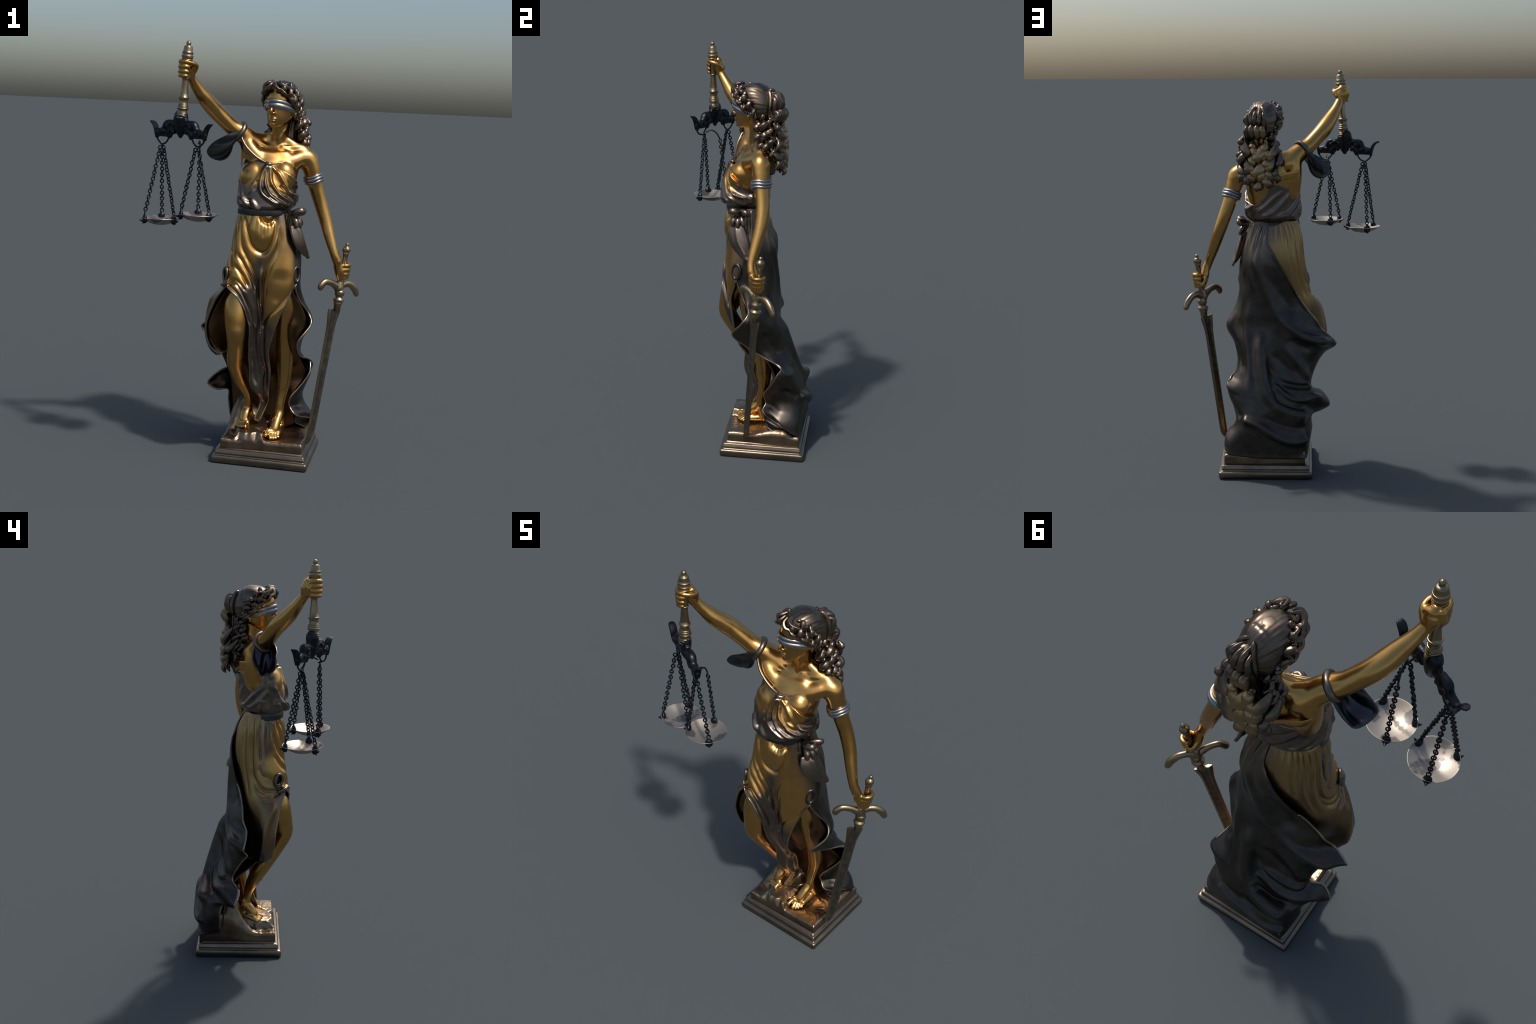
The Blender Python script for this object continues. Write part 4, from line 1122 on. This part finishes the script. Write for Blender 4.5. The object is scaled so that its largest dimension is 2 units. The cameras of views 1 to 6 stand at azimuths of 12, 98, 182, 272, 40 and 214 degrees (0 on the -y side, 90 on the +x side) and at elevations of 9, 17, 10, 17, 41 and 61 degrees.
# ---------------- staff and scales
scales = bpy.data.objects.new("scales", None)
bpy.context.scene.collection.objects.link(scales)
scales.parent = ROOT
prof = [(0, .001), (.002, .006), (.006, .0098), (.012, .0112), (.018, .0098), (.0215, .0088), (.0225, .012), (.0245, .0185), (.030, .0202), (.043, .0212), (.048, .0225),
        (.051, .0248), (.055, .0252), (.058, .0238), (.061, .0242), (.066, .0258), (.071, .0262), (.077, .0245), (.086, .0235), (.092, .019), (.10, .017),
        (.150, .0155), (.158, .0160), (.166, .0158), (.172, .0140), (.178, .0142), (.20, .0158), (.23, .0182), (.247, .0202), (.250, .0238), (.254, .0246),
        (.258, .0225), (.262, .0198), (.268, .0192), (.274, .0196), (.280, .0205), (.283, .0228), (.289, .0236), (.294, .0250), (.299, .0262), (.304, .0252), (.307, .0215),
        (.313, .0220), (.322, .0245), (.328, .0265), (.333, .0262), (.337, .0235), (.345, .020)]
def staff_ring(d, rad, r):
    ax_ = (STAFF_BOT - STAFF_TOP) / np.linalg.norm(STAFF_BOT - STAFF_TOP)
    u_ = np.cross(ax_, A([0, 1.0, 0])); u_ /= np.linalg.norm(u_)
    w_ = np.cross(ax_, u_)
    return tube([STAFF_TOP + ax_ * d + rad * (math.cos(t) * u_ + math.sin(t) * w_) for t in np.linspace(0, 2 * math.pi, 24, endpoint=False)], r, 48, 10, closed=True, up=ax_)


part("staff", join([lathe(STAFF_TOP, STAFF_BOT, prof)] + [staff_ring(*q) for q in ((.0525, .0232, .0030), (.068, .0245, .0030), (.084, .0228, .0028), (.2515, .0215, .0036), (.2585, .0195, .0022),
      (.2815, .0205, .0032), (.290, .0220, .0034), (.3005, .0238, .0040), (.308, .0205, .0022), (.322, .0225, .0034), (.3300, .0240, .0038), (.165, .0150, .0030))]), "brass", scales)
part("staff_collar", lathe(on_axis(STAFF_TOP, STAFF_BOT, 1.664), on_axis(STAFF_TOP, STAFF_BOT, 1.63),
                           [(0, .018), (.001, .024), (.005, .0285), (.009, .0280), (.012, .022), (.030, .02)]), "silver", scales)
BC = A([-.3085, -.2465, 0])
BD = A([.889, -.458, 0])                                 # beam direction
BN = A([.458, .889, 0])


def bp_(s, z, d=0.0):
    return BC + BD * s + BN * d + A([0, 0, z])


def plate(outline, thick, bev=.004):
    """Flat bar cut to an outline (s, z) in the beam plane, with rounded edges."""
    me = bpy.data.meshes.new("helper")
    bm = bmesh.new()
    vs = [bm.verts.new(bp_(s, z, -thick / 2)) for s, z in outline]
    f = bm.faces.new(vs)
    r = bmesh.ops.extrude_face_region(bm, geom=[f])
    bmesh.ops.translate(bm, verts=[v for v in r["geom"] if isinstance(v, bmesh.types.BMVert)], vec=Vector(BN * thick))
    bmesh.ops.recalc_face_normals(bm, faces=bm.faces)
    bmesh.ops.triangulate(bm, faces=bm.faces)
    bm.to_mesh(me)
    bm.free()
    V = A([v.co[:] for v in me.vertices])
    F = [tuple(p.vertices) for p in me.polygons]
    bpy.data.meshes.remove(me)
    return V, F


half = [(.0, 1.655), (.040, 1.652), (.043, 1.640), (.070, 1.640), (.088, 1.634), (.098, 1.616), (.118, 1.603), (.138, 1.600), (.152, 1.606),
        (.156, 1.570), (.148, 1.567), (.062, 1.567), (.052, 1.578), (.045, 1.594), (.032, 1.601), (.020, 1.597), (.010, 1.585), (.0, 1.582)]
outline = half + [(-s, z) for s, z in half[::-1] if s > 0]
beam_parts = [plate(outline, .020), tube([bp_(0, 1.660), bp_(0, 1.63), bp_(0, 1.59), bp_(0, 1.575)], [.038, .034, .024, .012], 24, 24, .75, up=tuple(BD))]
for sg in (1, -1):
    beam_parts.append(tube([bp_(sg * .050, 1.635), bp_(sg * .085, 1.628), bp_(sg * .105, 1.602), bp_(sg * .140, 1.590), bp_(sg * .150, 1.585)], [.012, .016, .013, .013, .010], 30, 16, 1.2, up=(0, 0, 1)))
    beam_parts.append(tube([bp_(sg * .040, 1.59), bp_(sg * .058, 1.600), bp_(sg * .075, 1.580), bp_(sg * .068, 1.568)], [.010, .012, .012, .009], 24, 14, 1.4, up=(0, 0, 1)))
    for dd in (1, -1):
        beam_parts.append(ellipsoid(bp_(sg * .072, 1.616, dd * .010), (.013, .013, .012)))
        beam_parts.append(ellipsoid(bp_(sg * .100, 1.592, dd * .010), (.013, .012, .010)))
        beam_parts.append(ellipsoid(bp_(sg * .128, 1.584, dd * .008), (.011, .010, .008)))
        beam_parts.append(tube([bp_(sg * .03, 1.62, dd * .014), bp_(sg * .055, 1.63, dd * .014), bp_(sg * .078, 1.604, dd * .014)], [.004, .006, .004], 16, 10))
V, F = remesh(*join(beam_parts), .0026, 4)
beam = part("beam", (V, F), "black", scales)
for sg in (1, -1):
    rows = []
    for s, z, w in ((.150, 1.560, .010), (.152, 1.578, .014), (.156, 1.598, .016), (.163, 1.615, .017), (.175, 1.628, .0165), (.184, 1.633, .014), (.191, 1.634, .008), (.194, 1.6335, .003)):
        rows.append([bp_(sg * (s - .004 * (1 - abs(d))), z, d * w) for d in (-1, -.5, 0, .5, 1)])
    V, F, G = sheet(net(rows, 20, 50), .008, flip=(sg < 0))
    part("beam_horn", (V, F), "black", beam)
HOOK = {1: A([-.217, -.279, 1.532]), -1: A([-.409, -.200, 1.532])}
for sg in (1, -1):
    h = HOOK[sg]
    part("hook", tube([bp_(sg * .150, 1.572), bp_(sg * .146, 1.555), bp_(sg * .128, 1.538), h + A([0, 0, 0]), bp_(sg * .092, 1.540), bp_(sg * .078, 1.556), bp_(sg * .074, 1.572)],
                      .0040, 50, 12), "black", scales)
PANS = {1: (A([-.212, -.243, 1.226]), (-38, 205, 107)), -1: (A([-.405, -.205, 1.194]), (-22, 223, 104))}
part("scan_flaw_wire", tube([(-.215, -.272, 1.546), (-.217, -.248, 1.557), (-.222, -.222, 1.543), (-.227, -.205, 1.512)], .0036, 30, 10), "black", scales)  # wire arc copied from a fault of the scan, not part of the scales

torus = tube([(0.0076 * math.cos(t), 0, 0.0090 * math.sin(t)) for t in np.linspace(0, 2 * math.pi, 14, endpoint=False)], .0029, 28, 10, closed=True, up=(0, 1, 0))
link_mesh = None


def chain(a, b, sag=.004, par=None):
    global link_mesh
    a, b = A(a, float), A(b, float)
    L = np.linalg.norm(b - a)
    n = int(round(L / .0146))
    mid = (a + b) / 2 + A([0, 0, -sag])
    tw = RNG.uniform(0, 3.1)
    for i in range(n):
        t = (i + .5) / n
        p = (1 - t) ** 2 * a + 2 * t * (1 - t) * mid + t * t * b
        d = 2 * (1 - t) * (mid - a) + 2 * t * (b - mid)
        q = Vector(d).to_track_quat('Z', 'Y').to_matrix().to_4x4()
        m = Matrix.Translation(Vector(p + RNG.normal(0, .0006, 3))) @ q @ Matrix.Rotation(tw + i * math.pi / 2 + RNG.normal(0, .18), 4, 'Z')
        if link_mesh is None:
            ob = obj_from("chain_link", torus[0], torus[1], "black", scales)
            link_mesh = ob.data
        else:
            ob = bpy.data.objects.new("chain_link", link_mesh)
            bpy.context.scene.collection.objects.link(ob)
            ob.parent = scales
        ob.matrix_world = m


PR = .090
for sg, (c, angs) in PANS.items():
    tilt = A([0.0, 0.0])
    prof = [(0.0, -.0065), (.02, -.0055), (.045, -.0010), (.066, .0085), (.081, .0165), (PR, .0215), (PR + .002, .0225), (PR + .001, .0190), (.079, .013), (.066, .0030), (.045, -.0070), (.02, -.0125), (.0, -.0138)]
    ringn = 72
    V, F = [], []
    for r, h in prof:
        for k in range(ringn):
            t = 2 * math.pi * k / ringn
            V.append(c + A([r * math.cos(t), r * math.sin(t), h - .022]))
    for i in range(len(prof) - 1):
        for k in range(ringn):
            l = (k + 1) % ringn
            F.append((i * ringn + k, i * ringn + l, (i + 1) * ringn + l, (i + 1) * ringn + k))
    pan = obj_from("pan", V, F, "pan", scales)
    for j, an in enumerate(angs):
        d = A([math.cos(math.radians(an)), math.sin(math.radians(an)), 0])
        e = c + d * (PR - .010)
        obj_from("pan_lug", *join([tube([e + A([0, 0, -.014]), e + A([0, 0, .004]), e + A([0, 0, .013])], [.017, .0155, .008], 16, 18, .62, up=tuple(np.cross(d, A([0, 0, 1])))),
                                   tube([e + d * .004 + A([0, 0, -.012]), e + d * .016 + A([0, 0, -.012]), e + d * .026 + A([0, 0, -.008])], [.009, .006, .0015], 12, 12),
                                   tube([e + d * .004 + A([0, 0, -.008]), e + d * .008 + A([0, 0, -.028])], [.007, .002], 8, 10)]), "black", pan)
        top = HOOK[sg] + d * .008 + A([0, 0, -.008])
        if sg == 1 and an == 107:
            top = A([-.227, -.204, 1.510])
        chain(top, e + A([0, 0, .018]))

# ---------------- sword
sword = bpy.data.objects.new("sword", None)
bpy.context.scene.collection.objects.link(sword)
sword.parent = ROOT
grip_prof = [(0, .001), (.003, .0070), (.008, .0095), (.013, .0085), (.0165, .0075), (.018, .011), (.024, .0170), (.033, .0202), (.042, .0190), (.050, .0150), (.052, .0160), (.056, .0162),
             (.058, .0135), (.075, .0125), (.10, .0120), (.185, .0120), (.200, .014), (.215, .018), (.232, .018), (.236, .0215), (.243, .0250), (.249, .0225), (.255, .0235), (.260, .0195),
             (.265, .0165), (.270, .0180), (.274, .0250), (.281, .0270), (.286, .0250), (.289, .0200), (.294, .0218), (.299, .0215), (.304, .018), (.335, .016)]
part("sword_grip", lathe(GRIP_TOP, GRIP_BOT, grip_prof), "brass", sword)
part("sword_guard", join([
    tube([(.332, .010, .886), (.336, .014, .898), (.352, .030, .912), (.378, .058, .904), (.406, .092, .882), (.432, .122, .892), (.456, .148, .888), (.476, .170, .862), (.484, .180, .838)],
         [.0155, .017, .0160, .0165, .022, .0170, .0170, .0175, .0150], 70, 18, .78, up=(0, 0, 1)),
    tube([(.409, .093, .900), (.407, .091, .872), (.405, .090, .848)], [.018, .022, .012], 16, 18)]), "brass", sword)
BT, BB = A([.394, .086, .772]), A([.313, .041, .108])
wdir = A([.707, .707, 0.0]) - (BB - BT) * ((A([.707, .707, 0]) @ (BB - BT)) / ((BB - BT) @ (BB - BT)))
wdir /= np.linalg.norm(wdir)
ndir = np.cross(wdir, (BB - BT) / np.linalg.norm(BB - BT))
V, F, Fe = [], [], []
st = [(0, .036, .036), (.004, .037, .037), (.025, .0355, .0335), (.055, .0315, .0270), (.085, .0275, .0235), (.14, .0255, .0225), (.35, .0245, .0220), (.55, .0235, .0215), (.63, .0230, .0200), (.655, .0225, .010), (.668, .0215, -.004), (.680, .0190, -.012)]
dirb = (BB - BT) / np.linalg.norm(BB - BT)
for s, wl, wr in st:
    c = BT + dirb * s
    for w, tk in ((-wl, .0015), (-wl * .62, .0075), (-wl * .35, .0055), (wr * .35 if wr > 0 else wr + .003, .0055), (wr * .62 if wr > 0 else wr + .002, .0075), (wr, .0015)):
        V.append(c + wdir * w + ndir * tk)
    for w, tk in ((wr, .0015), (wr * .62 if wr > 0 else wr + .002, .0075), (wr * .35 if wr > 0 else wr + .003, .0055), (-wl * .35, .0055), (-wl * .62, .0075), (-wl, .0015)):
        V.append(c + wdir * w - ndir * tk)
m = 12
for i in range(len(st) - 1):
    for k in range(m):
        l = (k + 1) % m
        F.append((i * m + k, i * m + l, (i + 1) * m + l, (i + 1) * m + k))
F.append(tuple(range(m))[::-1])
F.append(tuple(range((len(st) - 1) * m, len(st) * m)))
blade = obj_from("sword_blade", V, F, "blade", sword, smooth=False)
blade.data.materials.append(MAT["blade_edge"])
for i, p in enumerate(blade.data.polygons):
    if i < (len(st) - 1) * m and i % m in (0, 4, 6, 10, 5, 11):
        p.material_index = 1

# ---------------- plinth and rock
C4 = A([(-.143, -.110), (.325, -.092), (.319, .329), (-.144, .324)])
ctr = C4.mean(0)


def plinth_ring(inset, z, rnd, n=6):
    pts = []
    q = []
    for i in range(4):
        a, b, c = C4[i - 1], C4[i], C4[(i + 1) % 4]
        u = (a - b) / np.linalg.norm(a - b)
        w = (c - b) / np.linalg.norm(c - b)
        q.append((b + (u + w) * inset, u, w))
    for b, u, w in q:
        for k in range(n + 1):
            t = math.pi / 2 * k / n
            pts.append((*(b + u * rnd * (1 - math.sin(t)) + w * rnd * (1 - math.cos(t))), z))
    return pts


pr = [(.004, .0005, .010), (.000, .003, .010), (.000, .026, .010), (.002, .030, .010), (.006, .032, .009), (.010, .033, .009), (.014, .0335, .008), (.0145, .038, .008),
      (.0125, .042, .008), (.0125, .0455, .008), (.0145, .048, .008), (.015, .056, .007), (.017, .059, .007), (.022, .060, .006), (.028, .0605, .006), (.030, .064, .006), (.033, .066, .006), (.045, .067, .006)]
V, F = [], []
for ins, z, rn in pr:
    V += plinth_ring(ins, z * 1.1, rn)
m = 28
for i in range(len(pr) - 1):
    for k in range(m):
        l = (k + 1) % m
        F.append((i * m + k, i * m + l, (i + 1) * m + l, (i + 1) * m + k))
F.append(tuple(range(m))[::-1])
F.append(tuple(range((len(pr) - 1) * m, len(pr) * m)))
V = A(V)
part("plinth", (V, F), "plinth")

# rock: height field over the inner block
B4 = A([(-.106, -.080), (.292, -.056), (.292, .302), (-.108, .306)])
nx, ny = 110, 110


def hgt(x, y):
    g = lambda cx, cy, rx, ry: np.exp(-(((x - cx) / rx) ** 2 + ((y - cy) / ry) ** 2))
    h = .119 + .003 * np.sin(x * 31 + y * 11) + .0015 * np.sin(y * 43 - x * 17)
    wob = .006 * np.sin(x * 75) + .004 * np.sin(x * 151 + 1)
    wox = .007 * np.sin(y * 60 + .5) + .004 * np.sin(y * 133)
    slab = smoothstep(x + wox, -.052, -.030) * smoothstep(-x + wox, -.112, -.096) * smoothstep(y + wob, -.076, -.050)
    h = h + .034 * slab + .012 * slab * smoothstep(y, -.03, .06)
    h = h + .030 * smoothstep(y, .05, .20) * smoothstep(x, .14, .24) * (1 - .3 * smoothstep(x, .27, .29))
    h = h + .085 * smoothstep(y, .08, .26) * smoothstep(-x, -.10, .05)
    h = h + .110 * g(-.055, .135, .045, .055) + .030 * g(-.085, .08, .03, .04)
    h = h + .035 * smoothstep(y, .05, .2) * smoothstep(.2 - x, 0, .1)
    h = h - .010 * g(-.065, -.01, .035, .04)
    h = .110 + (h - .110) * (1 - .75 * smoothstep(y, .22, .285))
    h = h + .004 * g(-.07, .10, .08, .12) * np.sin(x * 90 + 2 * np.sin(y * 70)) * np.sin(y * 80)
    h = h + .0008 * np.sin(x * 140 + 3 * np.sin(y * 60)) * np.sin(y * 120 + 2 * np.sin(x * 70))
    return h


V, F = [], []
for j in range(ny):
    v = j / (ny - 1)
    for i in range(nx):
        u = i / (nx - 1)
        p = (B4[0] * (1 - u) + B4[1] * u) * (1 - v) + (B4[3] * (1 - u) + B4[2] * u) * v
        ed = min(u, 1 - u, v, 1 - v)
        z = float(hgt(p[0], p[1])) - .006 * (1 - smoothstep(A([ed]), 0, .02)[0])
        V.append((p[0], p[1], z))
for j in range(ny - 1):
    for i in range(nx - 1):
        a = j * nx + i
        F.append((a, a + 1, a + nx + 1, a + nx))
bord = [i for i in range(nx)] + [j * nx + nx - 1 for j in range(1, ny)] + [(ny - 1) * nx + i for i in range(nx - 2, -1, -1)] + [j * nx for j in range(ny - 2, 0, -1)]
base = len(V)
levels = [.75, .5, .25, 0]
prev = bord
for lv in levels:
    cur = []
    for b in bord:
        x, y, z = V[b]
        k = 1 + .012 * (1 - lv) * .3
        V.append((ctr[0] + (x - ctr[0]) * k, ctr[1] + (y - ctr[1]) * k, .063 + (z - .063) * lv))
        cur.append(len(V) - 1)
    for k in range(len(bord)):
        l = (k + 1) % len(bord)
        F.append((prev[l], prev[k], cur[k], cur[l]))
    prev = cur
F.append(tuple(prev)[::-1])
part("rock", (A(V), F), "rock")

bpy.context.view_layer.update()
